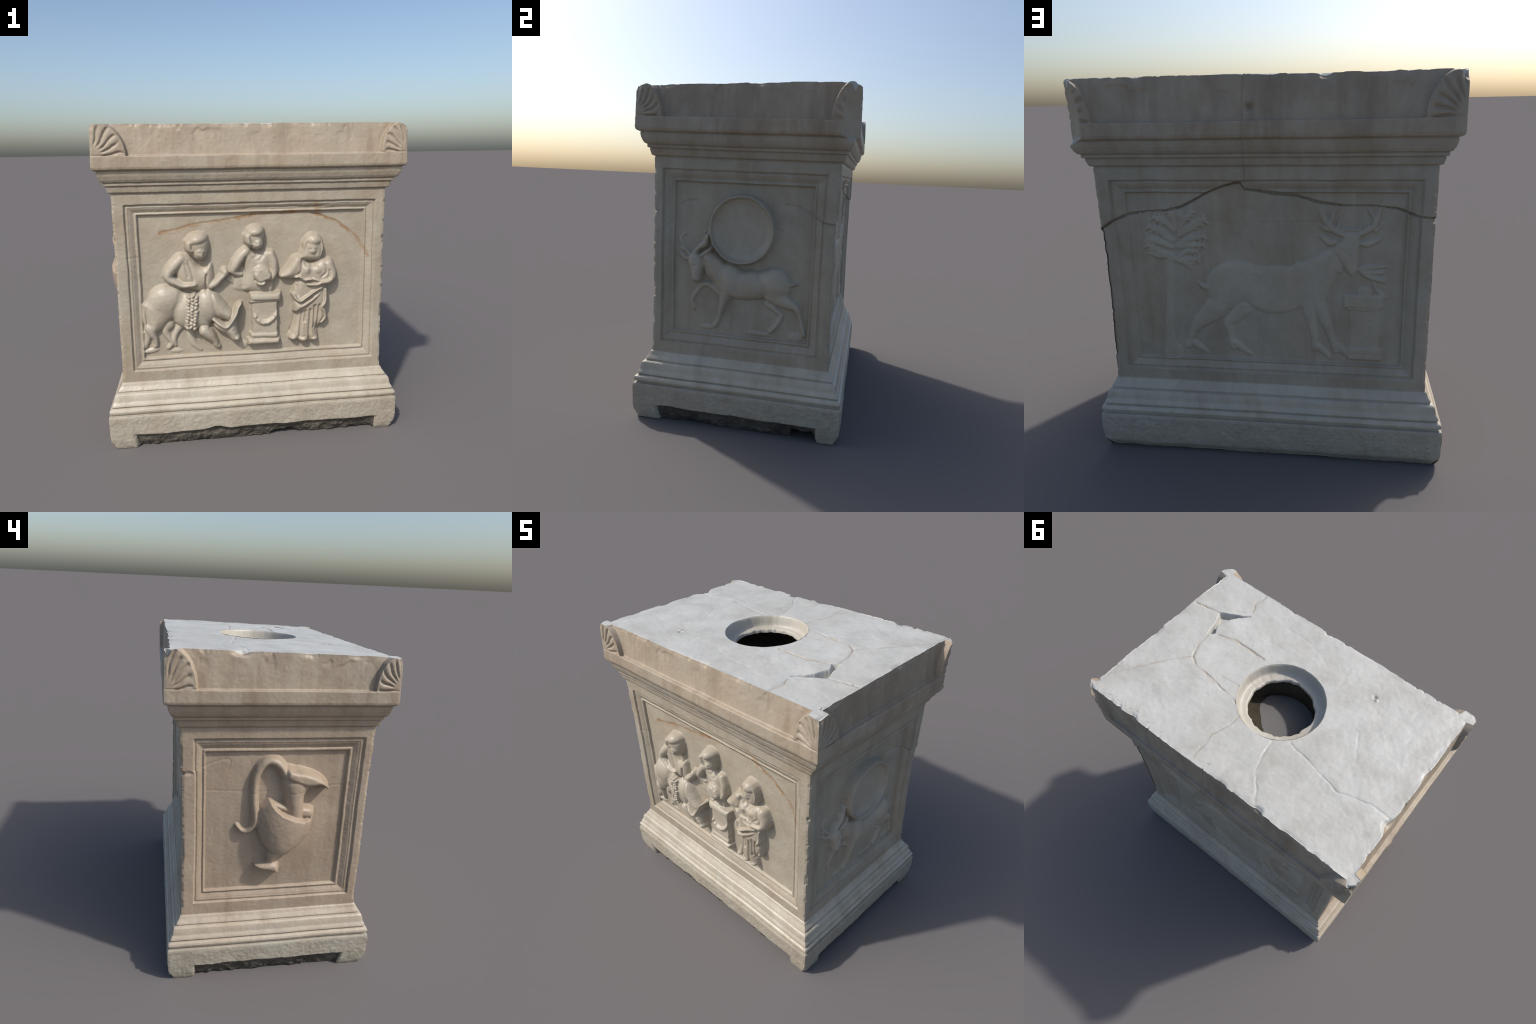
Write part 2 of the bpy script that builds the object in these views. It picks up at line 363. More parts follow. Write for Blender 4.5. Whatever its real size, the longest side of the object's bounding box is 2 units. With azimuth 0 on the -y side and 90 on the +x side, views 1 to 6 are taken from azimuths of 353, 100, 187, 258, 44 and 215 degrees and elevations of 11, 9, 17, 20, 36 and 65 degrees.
front.blob("veiled_woman", "head", (0.35, 1.206), 0.0355, 0.0455, 0, 0.086, 0, 0.006)
front.tube("veiled_woman", "head", [(0.35, 1.216, 0.0055, 0.089), (0.35, 1.193, 0.0071, 0.092)], 0.003)
front.tube("veiled_woman", "veil", [(0.299, 1.193, 0.0101, 0.06), (0.304, 1.248, 0.013, 0.066), (0.329, 1.287, 0.013, 0.066), (0.364, 1.29, 0.013, 0.066), (0.4, 1.264, 0.013, 0.066), (0.413, 1.218, 0.0111, 0.062), (0.403, 1.168, 0.0091, 0.058)], 0.01)
front.carve([(0.329, 1.211), (0.341, 1.21)], 0.007, 0.0053)
front.carve([(0.36, 1.211), (0.373, 1.211)], 0.0071, 0.0053)
front.carve([(0.345, 1.182), (0.355, 1.181)], 0.004, 0.0015)
front.blob("veiled_woman", "torso", (0.315, 1.08), 0.0408, 0.0461, 0, 0.086, 0, 0.014)
front.blob("veiled_woman", "torso", (0.381, 1.077), 0.041, 0.0411, 0, 0.082, 0, 0.014)
front.tube("veiled_woman", "arm", [(0.259, 1.139, 0.038, 0.072), (0.234, 1.094, 0.0433, 0.078), (0.198, 1.06, 0.0358, 0.074), (0.158, 1.046, 0.0204, 0.06)], 0.01)
front.tube("veiled_woman", "arm", [(0.453, 1.105, 0.0411, 0.074), (0.474, 1.042, 0.0388, 0.082), (0.454, 1.007, 0.0311, 0.09), (0.408, 0.999, 0.0233, 0.096), (0.367, 0.988, 0.0207, 0.096), (0.321, 0.99, 0.0155, 0.09)], 0.004)
front.tube("veiled_woman", "cloth", [(0.244, 1.037, 0.0123, 0.082), (0.264, 1.042, 0.0144, 0.09), (0.295, 1.02, 0.0113, 0.092), (0.346, 1.023, 0.0103, 0.094), (0.387, 1.01, 0.0114, 0.094)], 0.002)
front.tube("veiled_woman", "cloth", [(0.231, 0.925, 0.0125, 0.072), (0.249, 0.893, 0.0146, 0.086), (0.275, 0.886, 0.0136, 0.092), (0.306, 0.905, 0.0125, 0.092), (0.357, 0.939, 0.0115, 0.09), (0.408, 0.963, 0.0104, 0.082)], 0.003)
front.shape("veiled_woman", "cloth", 0.086, 0.04, [(0.234, 0.878), (0.275, 0.881), (0.326, 0.904), (0.408, 0.947), (0.414, 0.921), (0.378, 0.881), (0.337, 0.846), (0.296, 0.822), (0.234, 0.804)], 0.002)
front.tube("veiled_woman", "cloth", [(0.434, 0.951, 0.013, 0.07), (0.435, 0.872, 0.0158, 0.072), (0.41, 0.832, 0.0137, 0.074), (0.431, 0.804, 0.0138, 0.07), (0.437, 0.761, 0.0117, 0.06), (0.411, 0.725, 0.0096, 0.05)], 0.003)
front.carve([(0.252, 0.798), (0.239, 0.73), (0.219, 0.673)], 0.0127, 0.0165)
front.carve([(0.286, 0.807), (0.278, 0.728), (0.271, 0.648)], 0.0127, 0.0165)
front.carve([(0.34, 0.82), (0.335, 0.719), (0.333, 0.617)], 0.0127, 0.0165)
front.carve([(0.399, 0.848), (0.39, 0.769), (0.38, 0.684)], 0.0127, 0.0165)
front.carve([(0.306, 0.811), (0.301, 0.748)], 0.0127, 0.0165)
front.carve([(0.368, 0.844), (0.364, 0.701)], 0.0127, 0.0165)
front.blob("veiled_woman", "foot", (0.232, 0.637), 0.0302, 0.0204, 10, 0.066, 0, 0.006)
front.blob("veiled_woman", "foot", (0.297, 0.626), 0.0377, 0.0227, 0, 0.072, 0, 0.006)
front.blob("veiled_woman", "foot", (0.366, 0.626), 0.0316, 0.0217, 0, 0.068, 0, 0.006)
front.carve([(0.294, 1.137), (0.335, 1.1), (0.386, 1.133)], 0.0101, 0.009)
front.carve([(0.284, 1.148), (0.279, 1.082), (0.249, 1.042)], 0.0101, 0.009)
front.carve([(0.432, 1.106), (0.438, 1.065), (0.407, 1.035)], 0.0102, 0.009)
front.carve([(0.458, 1.074), (0.454, 1.023)], 0.0103, 0.009)
front.carve([(0.254, 0.98), (0.259, 0.918)], 0.0103, 0.009)
front.carve([(0.325, 1.08), (0.351, 1.027)], 0.0102, 0.009)
front.carve([(0.285, 0.865), (0.347, 0.903)], 0.0105, 0.009)
front.carve([(0.321, 1.001), (0.382, 0.998)], 0.0093, 0.0105)
# round dish above a striding deer
right.dish("libation_dish", "dish", (-0.006, 1.180), 0.196, 0.204)
right.shape("deer", "body", 0.062, 0.07, [(-0.244, 1.023), (-0.184, 1.042), (-0.115, 0.989), (-0.039, 0.951), (0.079, 0.938), (0.129, 0.957), (0.179, 0.964), (0.238, 0.94), (0.284, 0.894), (0.293, 0.855), (0.267, 0.809), (0.21, 0.789), (0.136, 0.808), (0.086, 0.789), (0.034, 0.771), (-0.033, 0.771), (-0.063, 0.775), (-0.123, 0.774), (-0.147, 0.816), (-0.171, 0.851), (-0.218, 0.9), (-0.234, 0.95)], 0.008)
right.blob("deer", "body", (-0.066, 0.875), 0.0888, 0.1109, 20, 0.076, 0, 0.014)
right.blob("deer", "body", (0.198, 0.883), 0.0931, 0.0945, 0, 0.074, 0, 0.014)
right.blob("deer", "body", (0.068, 0.864), 0.1164, 0.088, 0, 0.072, 0, 0.016)
right.shape("deer", "neck", 0.052, 0.04, [(-0.244, 1.023), (-0.176, 1.028), (-0.1, 0.975), (-0.111, 0.864), (-0.155, 0.845), (-0.202, 0.893), (-0.23, 0.943)], 0.008)
right.shape("deer", "head", 0.066, 0.035, [(-0.326, 1.01), (-0.297, 1.037), (-0.252, 1.022), (-0.227, 0.973), (-0.233, 0.921), (-0.24, 0.868), (-0.262, 0.85), (-0.297, 0.856), (-0.31, 0.885), (-0.316, 0.936), (-0.329, 0.972)], 0.008)
right.tube("deer", "ear", [(-0.244, 1.016, 0.0147, 0.055), (-0.214, 1.036, 0.0175, 0.06), (-0.181, 1.066, 0.0087, 0.05)], 0.01)
right.tube("deer", "ear", [(-0.325, 0.987, 0.0118, 0.03), (-0.358, 0.996, 0.0148, 0.024), (-0.391, 1.023, 0.0074, 0.014)], 0.01)
right.tube("deer", "antler", [(-0.286, 1.035, 0.0162, 0.05), (-0.26, 1.062, 0.0175, 0.05), (-0.234, 1.082, 0.0248, 0.048), (-0.217, 1.12, 0.0189, 0.042), (-0.206, 1.153, 0.0087, 0.035)], 0.01)
right.tube("deer", "antler", [(-0.249, 1.067, 0.0102, 0.046), (-0.261, 1.088, 0.0087, 0.04), (-0.269, 1.094, 0.0058, 0.036)], 0.01)
right.tube("deer", "antler", [(-0.224, 1.119, 0.0087, 0.04), (-0.232, 1.148, 0.0072, 0.034)], 0.01)
right.tube("deer", "antler", [(-0.324, 1.017, 0.0118, 0.03), (-0.347, 1.038, 0.0103, 0.02), (-0.371, 1.073, 0.0118, 0.014), (-0.383, 1.109, 0.0103, 0.012), (-0.357, 1.136, 0.0088, 0.01)], 0.01)
right.tube("deer", "antler", [(-0.366, 1.036, 0.0074, 0.014), (-0.39, 1.057, 0.0059, 0.01)], 0.01)
right.tube("deer", "leg", [(-0.094, 0.799, 0.0357, 0.058), (-0.106, 0.738, 0.0284, 0.05), (-0.12, 0.684, 0.0181, 0.038), (-0.133, 0.637, 0.0166, 0.032), (-0.155, 0.597, 0.0152, 0.028)], 0.01)
right.tube("deer", "leg", [(-0.131, 0.795, 0.0223, 0.03), (-0.185, 0.835, 0.0194, 0.024), (-0.239, 0.842, 0.0164, 0.02), (-0.276, 0.79, 0.015, 0.018), (-0.305, 0.742, 0.0136, 0.018), (-0.296, 0.69, 0.0122, 0.016)], 0.01)
right.tube("deer", "leg", [(0.186, 0.823, 0.0584, 0.056), (0.253, 0.785, 0.0452, 0.05), (0.32, 0.755, 0.0262, 0.04), (0.347, 0.714, 0.0161, 0.03), (0.369, 0.642, 0.0132, 0.024), (0.379, 0.592, 0.0133, 0.02)], 0.01)
right.tube("deer", "leg", [(0.16, 0.762, 0.025, 0.026), (0.213, 0.723, 0.0162, 0.02), (0.244, 0.696, 0.0147, 0.02), (0.217, 0.642, 0.0148, 0.022), (0.183, 0.597, 0.0164, 0.024)], 0.01)
right.tube("deer", "tail", [(0.277, 0.882, 0.013, 0.045), (0.298, 0.885, 0.0115, 0.04), (0.323, 0.89, 0.0057, 0.03)], 0.01)
right.carve([(-0.288, 0.953), (-0.276, 0.953)], 0.0118, 0.0096)
right.carve([(-0.297, 0.863), (-0.262, 0.859)], 0.006, 0.004)
right.carve([(-0.213, 0.981), (-0.195, 0.909), (-0.156, 0.86)], 0.0162, 0.0064)
right.carve([(-0.063, 0.786), (-0.044, 0.777)], 0.0119, 0.016)
right.carve([(0.109, 0.919), (0.134, 0.863), (0.158, 0.813)], 0.0218, 0.0048)
right.carve([(-0.128, 0.929), (-0.111, 0.857)], 0.0221, 0.004)
right.blob("ground_rock", "stone", (-0.201, 0.583), 0.0536, 0.0137, 0, 0.009, 0, 0.006)
right.blob("ground_rock", "stone", (0.117, 0.573), 0.0735, 0.0135, 0, 0.009, 0, 0.006)
right.blob("ground_rock", "stone", (0.333, 0.576), 0.043, 0.0267, 0, 0.009, 0, 0.006)
# pouring jug with a high looped handle, shoulder broken off
left.shape("jug", "shoulder", 0.055, 0.03, [(0.047, 1.15), (-0.01, 1.135), (-0.071, 1.123), (-0.157, 1.106), (-0.213, 1.084), (-0.194, 1.026), (-0.076, 1.052), (0.011, 1.094)], 0.008)
left.tube("jug", "neck", [(-0.104, 1.044, 0.0606, 0.07), (-0.099, 1.115, 0.0615, 0.076), (-0.098, 1.179, 0.0663, 0.08), (-0.106, 1.241, 0.0946, 0.084)], 0.01)
left.turned("jug", "belly", [(-0.071, 1.173, 0.1579, 0.1), (-0.054, 1.059, 0.1736, 0.108), (-0.042, 0.975, 0.1687, 0.106), (-0.025, 0.903, 0.14, 0.096), (-0.007, 0.843, 0.0929, 0.08), (0.006, 0.81, 0.0413, 0.06)], [(0.047, 1.153), (0.024, 1.12), (-0.013, 1.087), (-0.051, 1.067), (-0.094, 1.049), (-0.145, 1.031), (-0.194, 1.029), (-0.217, 1.087), (-0.308, 0.941), (-0.14, 0.675), (0.115, 0.762), (0.156, 1.03), (0.089, 1.117)], 0.002)
left.shape("jug", "mouth", 0.09, 0.035, [(-0.025, 1.294), (-0.042, 1.347), (-0.099, 1.338), (-0.16, 1.324), (-0.222, 1.301), (-0.275, 1.265), (-0.304, 1.223), (-0.293, 1.201), (-0.241, 1.228), (-0.18, 1.223), (-0.119, 1.235), (-0.057, 1.262)], 0.003)
left.tube("jug", "handle", [(-0.041, 1.299, 0.0311, 0.07), (-0.008, 1.352, 0.0306, 0.06), (0.041, 1.378, 0.0291, 0.05), (0.083, 1.364, 0.0279, 0.046), (0.116, 1.316, 0.027, 0.042), (0.132, 1.249, 0.0261, 0.04), (0.136, 1.174, 0.0253, 0.04), (0.132, 1.097, 0.0245, 0.042), (0.125, 1.032, 0.0236, 0.044), (0.137, 0.987, 0.0225, 0.04), (0.169, 0.956, 0.0199, 0.034), (0.202, 0.958, 0.0172, 0.028), (0.227, 0.985, 0.0118, 0.022)], 0.002)
left.tube("jug", "foot", [(0.021, 0.801, 0.0347, 0.055), (0.019, 0.76, 0.035, 0.042)], 0.01)
left.shape("jug", "foot", 0.058, 0.03, [(0.125, 0.729), (0.083, 0.743), (0.021, 0.749), (-0.017, 0.74), (-0.033, 0.707), (-0.034, 0.668), (-0.012, 0.664), (0.03, 0.683), (0.081, 0.695)], 0.008)
# standing stag, head turned to face out
back.shape("stag", "body", 0.022, 0.05, [(0.318, 0.934), (0.312, 0.985), (0.277, 1.036), (0.219, 1.073), (0.156, 1.089), (0.095, 1.079), (0.035, 1.063), (-0.06, 1.064), (-0.134, 1.067), (-0.175, 1.089), (-0.234, 1.091), (-0.287, 1.062), (-0.366, 1.063), (-0.37, 1.021), (-0.341, 0.964), (-0.315, 0.892), (-0.288, 0.862), (-0.234, 0.857), (-0.2, 0.852), (-0.138, 0.821), (-0.054, 0.804), (0.015, 0.81), (0.07, 0.841), (0.118, 0.862), (0.169, 0.83), (0.241, 0.809), (0.282, 0.838), (0.307, 0.882)], 0.008)
back.shape("stag", "neck", 0.024, 0.04, [(-0.228, 1.088), (-0.267, 1.117), (-0.313, 1.152), (-0.365, 1.159), (-0.392, 1.091), (-0.399, 1.036), (-0.367, 1.028), (-0.341, 0.964), (-0.274, 0.977)], 0.008)
back.shape("stag", "head", 0.032, 0.03, [(-0.405, 1.248), (-0.451, 1.253), (-0.479, 1.241), (-0.482, 1.201), (-0.477, 1.152), (-0.476, 1.098), (-0.475, 1.057), (-0.46, 1.027), (-0.437, 1.022), (-0.416, 1.047), (-0.384, 1.097), (-0.348, 1.142), (-0.344, 1.162), (-0.371, 1.183), (-0.394, 1.208)], 0.008)
back.tube("stag", "ear", [(-0.363, 1.195, 0.0163, 0.028), (-0.336, 1.195, 0.0204, 0.026), (-0.304, 1.215, 0.0138, 0.022), (-0.285, 1.227, 0.0065, 0.018)], 0.01)
back.carve([(-0.304, 1.215), (-0.324, 1.203), (-0.344, 1.191)], 0.0081, 0.0056)
back.tube("stag", "ear", [(-0.487, 1.193, 0.0122, 0.026), (-0.522, 1.191, 0.0182, 0.026), (-0.556, 1.202, 0.0137, 0.022), (-0.579, 1.218, 0.0064, 0.018)], 0.01)
back.carve([(-0.503, 1.191), (-0.526, 1.197), (-0.553, 1.206)], 0.0073, 0.0056)
back.tube("stag", "antler", [(-0.405, 1.232, 0.0162, 0.03), (-0.37, 1.248, 0.0181, 0.03), (-0.335, 1.272, 0.0181, 0.028), (-0.312, 1.3, 0.016, 0.024), (-0.296, 1.335, 0.0143, 0.02), (-0.284, 1.371, 0.0102, 0.016)], 0.01)
back.tube("stag", "antler", [(-0.331, 1.272, 0.012, 0.026), (-0.343, 1.316, 0.0103, 0.022), (-0.35, 1.347, 0.0087, 0.018), (-0.373, 1.371, 0.0063, 0.014)], 0.01)
back.tube("stag", "antler", [(-0.37, 1.252, 0.008, 0.026), (-0.378, 1.284, 0.0064, 0.022), (-0.375, 1.304, 0.004, 0.018)], 0.01)
back.tube("stag", "antler", [(-0.335, 1.256, 0.0105, 0.026), (-0.308, 1.263, 0.0089, 0.024), (-0.285, 1.279, 0.0048, 0.018)], 0.01)
back.tube("stag", "antler", [(-0.482, 1.241, 0.0145, 0.03), (-0.516, 1.258, 0.0168, 0.03), (-0.546, 1.278, 0.0167, 0.028), (-0.56, 1.309, 0.015, 0.024), (-0.571, 1.345, 0.0117, 0.02), (-0.577, 1.368, 0.0085, 0.016)], 0.01)
back.tube("stag", "antler", [(-0.546, 1.282, 0.0103, 0.026), (-0.549, 1.317, 0.0094, 0.022), (-0.529, 1.348, 0.0078, 0.018), (-0.517, 1.368, 0.0054, 0.014)], 0.01)
back.tube("stag", "antler", [(-0.52, 1.262, 0.0072, 0.026), (-0.519, 1.289, 0.0048, 0.022)], 0.01)
back.tube("stag", "antler", [(-0.555, 1.254, 0.0088, 0.024), (-0.577, 1.274, 0.0063, 0.02), (-0.588, 1.29, 0.0039, 0.016)], 0.01)
back.tube("stag", "antler", [(-0.39, 1.26, 0.0064, 0.026), (-0.436, 1.259, 0.008, 0.028), (-0.478, 1.259, 0.0064, 0.026)], 0.01)
back.carve([(-0.383, 1.163), (-0.407, 1.147), (-0.431, 1.131)], 0.009, 0.0063)
back.carve([(-0.476, 1.168), (-0.476, 1.127)], 0.0065, 0.0042)
back.carve([(-0.417, 1.24), (-0.444, 1.249), (-0.471, 1.241)], 0.0056, 0.0042)
back.carve([(-0.408, 1.051), (-0.432, 1.031), (-0.46, 1.044)], 0.005, 0.0035)
# leafy sprig over a small altar
back.tube("sprig", "leaf", [(-0.475, 1.057, 0.0084, 0.016), (-0.522, 1.074, 0.0125, 0.02), (-0.533, 1.083, 0.0058, 0.016)], 0.003)
back.tube("sprig", "leaf", [(-0.487, 1.049, 0.0084, 0.016), (-0.542, 1.066, 0.0142, 0.02), (-0.58, 1.071, 0.01, 0.02), (-0.611, 1.072, 0.005, 0.014)], 0.003)
back.tube("sprig", "leaf", [(-0.495, 1.04, 0.0084, 0.018), (-0.542, 1.037, 0.0151, 0.022), (-0.589, 1.042, 0.0125, 0.022), (-0.605, 1.039, 0.0058, 0.016)], 0.003)
back.tube("sprig", "leaf", [(-0.503, 1.028, 0.0084, 0.018), (-0.551, 1.012, 0.0143, 0.022), (-0.598, 1.001, 0.0143, 0.026), (-0.614, 0.988, 0.0051, 0.014)], 0.003)
back.tube("sprig", "stem", [(-0.552, 0.987, 0.0068, 0.014), (-0.569, 0.953, 0.0085, 0.016), (-0.597, 0.924, 0.0086, 0.014), (-0.622, 0.908, 0.0043, 0.01)], 0.01)
back.box("small_altar", "cap", -0.406, -0.607, 0.848, 0.92, 0.02, 0.014, 0.003)
back.box("small_altar", "cap", -0.424, -0.592, 0.833, 0.852, 0.012, 0.008, 0.003)
back.blob("small_altar", "flame", (-0.51, 0.935), 0.0356, 0.0301, 0, 0.016, 0, 0.006)
back.box("small_altar", "shaft", -0.441, -0.589, 0.614, 0.84, 0.004, 0.003, 0.003)
back.box("small_altar", "base", -0.428, -0.609, 0.556, 0.625, 0.018, 0.01, 0.003)
back.carve([(-0.434, 0.587), (-0.604, 0.59)], 0.0077, 0.0035)
back.carve([(-0.532, 0.738), (-0.537, 0.737)], 0.0089, 0.0042)
# stag legs and tail
back.tube("stag", "leg", [(-0.227, 0.86, 0.0404, 0.024), (-0.24, 0.772, 0.0284, 0.022), (-0.254, 0.683, 0.0198, 0.018), (-0.261, 0.614, 0.02, 0.018)], 0.01)
back.tube("stag", "leg", [(-0.281, 0.862, 0.0366, 0.022), (-0.315, 0.76, 0.0254, 0.02), (-0.343, 0.679, 0.0182, 0.016), (-0.371, 0.607, 0.02, 0.018)], 0.01)
back.tube("stag", "leg", [(0.268, 0.824, 0.0644, 0.024), (0.329, 0.769, 0.0476, 0.023), (0.376, 0.721, 0.0295, 0.022), (0.405, 0.666, 0.0173, 0.018), (0.428, 0.602, 0.0191, 0.018)], 0.01)
back.tube("stag", "leg", [(0.119, 0.828, 0.0451, 0.02), (0.171, 0.774, 0.0335, 0.02), (0.205, 0.742, 0.0261, 0.018), (0.194, 0.674, 0.0186, 0.016), (0.179, 0.604, 0.0205, 0.018)], 0.01)
back.tube("stag", "hoof", [(-0.268, 0.63, 0.02, 0.022), (-0.309, 0.593, 0.017, 0.016), (-0.337, 0.564, 0.0078, 0.008)], 0.01)
back.tube("stag", "hoof", [(-0.378, 0.634, 0.0183, 0.022), (-0.413, 0.598, 0.0169, 0.016), (-0.448, 0.561, 0.0077, 0.008)], 0.01)
back.tube("stag", "hoof", [(0.397, 0.619, 0.019, 0.022), (0.363, 0.589, 0.0175, 0.016), (0.327, 0.562, 0.008, 0.008)], 0.01)
back.tube("stag", "hoof", [(0.171, 0.628, 0.0188, 0.022), (0.129, 0.59, 0.0173, 0.016), (0.087, 0.562, 0.0079, 0.008)], 0.01)
back.tube("stag", "tail", [(0.311, 0.941, 0.0162, 0.02), (0.332, 0.944, 0.0133, 0.02), (0.355, 0.966, 0.0059, 0.014)], 0.01)
back.carve([(-0.141, 1.059), (-0.147, 0.988), (-0.159, 0.859)], 0.0317, 0.0028)
back.carve([(-0.254, 1.082), (-0.274, 0.991), (-0.288, 0.877)], 0.0279, 0.0042)
back.carve([(0.089, 1.054), (0.135, 0.946), (0.154, 0.849)], 0.0356, 0.0028)
# little tree
back.tube("tree", "trunk", [(0.496, 1.104, 0.023, 0.016), (0.506, 1.032, 0.0219, 0.01), (0.514, 0.899, 0.0195, 0.006), (0.531, 0.747, 0.0202, 0.005), (0.533, 0.629, 0.0271, 0.007), (0.52, 0.566, 0.0566, 0.01)], 0.01)
back.tube("tree", "branch", [(0.482, 1.096, 0.0103, 0.014), (0.555, 1.13, 0.0206, 0.02), (0.588, 1.15, 0.0174, 0.02), (0.621, 1.17, 0.0071, 0.014)], 0.002)
back.tube("tree", "leaf", [(0.555, 1.13, 0.0082, 0.019), (0.579, 1.118, 0.0058, 0.015)], 0.002)
back.tube("tree", "leaf", [(0.555, 1.13, 0.0082, 0.019), (0.554, 1.156, 0.0057, 0.015)], 0.002)
back.tube("tree", "leaf", [(0.584, 1.148, 0.0082, 0.019), (0.609, 1.137, 0.0058, 0.015)], 0.002)
back.tube("tree", "leaf", [(0.584, 1.148, 0.0082, 0.019), (0.584, 1.174, 0.0057, 0.015)], 0.002)
back.tube("tree", "leaf", [(0.611, 1.164, 0.0082, 0.019), (0.635, 1.153, 0.0057, 0.015)], 0.002)
back.tube("tree", "leaf", [(0.611, 1.164, 0.0082, 0.019), (0.61, 1.19, 0.0057, 0.015)], 0.002)
back.tube("tree", "branch", [(0.493, 1.102, 0.0066, 0.014), (0.568, 1.109, 0.0133, 0.02), (0.588, 1.118, 0.0113, 0.02), (0.607, 1.126, 0.0046, 0.014)], 0.002)
back.tube("tree", "leaf", [(0.568, 1.109, 0.0053, 0.019), (0.588, 1.102, 0.0037, 0.015)], 0.002)
back.tube("tree", "leaf", [(0.568, 1.109, 0.0053, 0.019), (0.574, 1.128, 0.0037, 0.015)], 0.002)
back.tube("tree", "leaf", [(0.586, 1.117, 0.0053, 0.019), (0.605, 1.11, 0.0037, 0.015)], 0.002)
back.tube("tree", "leaf", [(0.586, 1.117, 0.0053, 0.019), (0.592, 1.135, 0.0037, 0.015)], 0.002)
back.tube("tree", "leaf", [(0.602, 1.124, 0.0053, 0.019), (0.621, 1.116, 0.0037, 0.015)], 0.002)
back.tube("tree", "leaf", [(0.602, 1.124, 0.0053, 0.019), (0.608, 1.142, 0.0037, 0.015)], 0.002)
back.tube("tree", "branch", [(0.483, 1.154, 0.0116, 0.014), (0.555, 1.188, 0.0232, 0.02), (0.588, 1.195, 0.0197, 0.02), (0.62, 1.202, 0.0081, 0.014)], 0.002)
back.tube("tree", "leaf", [(0.555, 1.188, 0.0093, 0.019), (0.576, 1.167, 0.0065, 0.015)], 0.002)
back.tube("tree", "leaf", [(0.555, 1.188, 0.0093, 0.019), (0.561, 1.215, 0.0065, 0.015)], 0.002)
back.tube("tree", "leaf", [(0.584, 1.194, 0.0093, 0.019), (0.606, 1.173, 0.0065, 0.015)], 0.002)
back.tube("tree", "leaf", [(0.584, 1.194, 0.0093, 0.019), (0.591, 1.221, 0.0065, 0.015)], 0.002)
back.tube("tree", "leaf", [(0.611, 1.2, 0.0093, 0.019), (0.632, 1.179, 0.0065, 0.015)], 0.002)
back.tube("tree", "leaf", [(0.611, 1.2, 0.0093, 0.019), (0.617, 1.227, 0.0065, 0.015)], 0.002)
back.tube("tree", "branch", [(0.476, 1.195, 0.0108, 0.014), (0.539, 1.24, 0.0215, 0.02), (0.57, 1.254, 0.0182, 0.02), (0.602, 1.268, 0.0075, 0.014)], 0.002)
back.tube("tree", "leaf", [(0.539, 1.24, 0.0086, 0.019), (0.562, 1.225, 0.006, 0.015)], 0.002)
back.tube("tree", "leaf", [(0.539, 1.24, 0.0086, 0.019), (0.54, 1.266, 0.006, 0.015)], 0.002)
back.tube("tree", "leaf", [(0.567, 1.253, 0.0086, 0.019), (0.591, 1.238, 0.006, 0.015)], 0.002)
back.tube("tree", "leaf", [(0.567, 1.253, 0.0086, 0.019), (0.569, 1.279, 0.006, 0.015)], 0.002)
back.tube("tree", "leaf", [(0.593, 1.264, 0.0086, 0.019), (0.616, 1.249, 0.006, 0.015)], 0.002)
back.tube("tree", "leaf", [(0.593, 1.264, 0.0086, 0.019), (0.594, 1.29, 0.006, 0.015)], 0.002)
back.tube("tree", "branch", [(0.467, 1.241, 0.01, 0.014), (0.511, 1.292, 0.0198, 0.02), (0.541, 1.304, 0.0168, 0.02), (0.572, 1.316, 0.0069, 0.014)], 0.002)
back.tube("tree", "leaf", [(0.511, 1.292, 0.0079, 0.019), (0.533, 1.278, 0.0056, 0.015)], 0.002)
back.tube("tree", "leaf", [(0.511, 1.292, 0.0079, 0.019), (0.514, 1.316, 0.0055, 0.015)], 0.002)
back.tube("tree", "leaf", [(0.538, 1.303, 0.0079, 0.019), (0.561, 1.289, 0.0056, 0.015)], 0.002)
back.tube("tree", "leaf", [(0.538, 1.303, 0.0079, 0.019), (0.541, 1.327, 0.0055, 0.015)], 0.002)
back.tube("tree", "leaf", [(0.562, 1.313, 0.0079, 0.019), (0.585, 1.299, 0.0055, 0.015)], 0.002)
back.tube("tree", "leaf", [(0.562, 1.313, 0.0079, 0.019), (0.565, 1.337, 0.0055, 0.015)], 0.002)
back.tube("tree", "branch", [(0.457, 1.255, 0.0114, 0.014), (0.463, 1.32, 0.0224, 0.02), (0.475, 1.344, 0.019, 0.02), (0.487, 1.367, 0.0078, 0.014)], 0.002)
back.tube("tree", "leaf", [(0.463, 1.32, 0.009, 0.019), (0.491, 1.32, 0.0063, 0.015)], 0.002)
back.tube("tree", "leaf", [(0.463, 1.32, 0.009, 0.019), (0.448, 1.344, 0.0062, 0.015)], 0.002)
back.tube("tree", "leaf", [(0.474, 1.341, 0.0089, 0.019), (0.502, 1.341, 0.0063, 0.015)], 0.002)
back.tube("tree", "leaf", [(0.474, 1.341, 0.0089, 0.019), (0.459, 1.365, 0.0062, 0.015)], 0.002)
back.tube("tree", "leaf", [(0.484, 1.36, 0.0089, 0.019), (0.511, 1.36, 0.0062, 0.015)], 0.002)
back.tube("tree", "leaf", [(0.484, 1.36, 0.0089, 0.019), (0.468, 1.384, 0.0062, 0.015)], 0.002)
back.tube("tree", "branch", [(0.441, 1.241, 0.0085, 0.014), (0.402, 1.304, 0.0168, 0.02), (0.384, 1.326, 0.0142, 0.02), (0.365, 1.348, 0.0058, 0.014)], 0.002)
back.tube("tree", "leaf", [(0.402, 1.304, 0.0067, 0.019), (0.406, 1.325, 0.0047, 0.015)], 0.002)
back.tube("tree", "leaf", [(0.402, 1.304, 0.0067, 0.019), (0.38, 1.304, 0.0047, 0.015)], 0.002)
back.tube("tree", "leaf", [(0.386, 1.324, 0.0067, 0.019), (0.39, 1.345, 0.0047, 0.015)], 0.002)
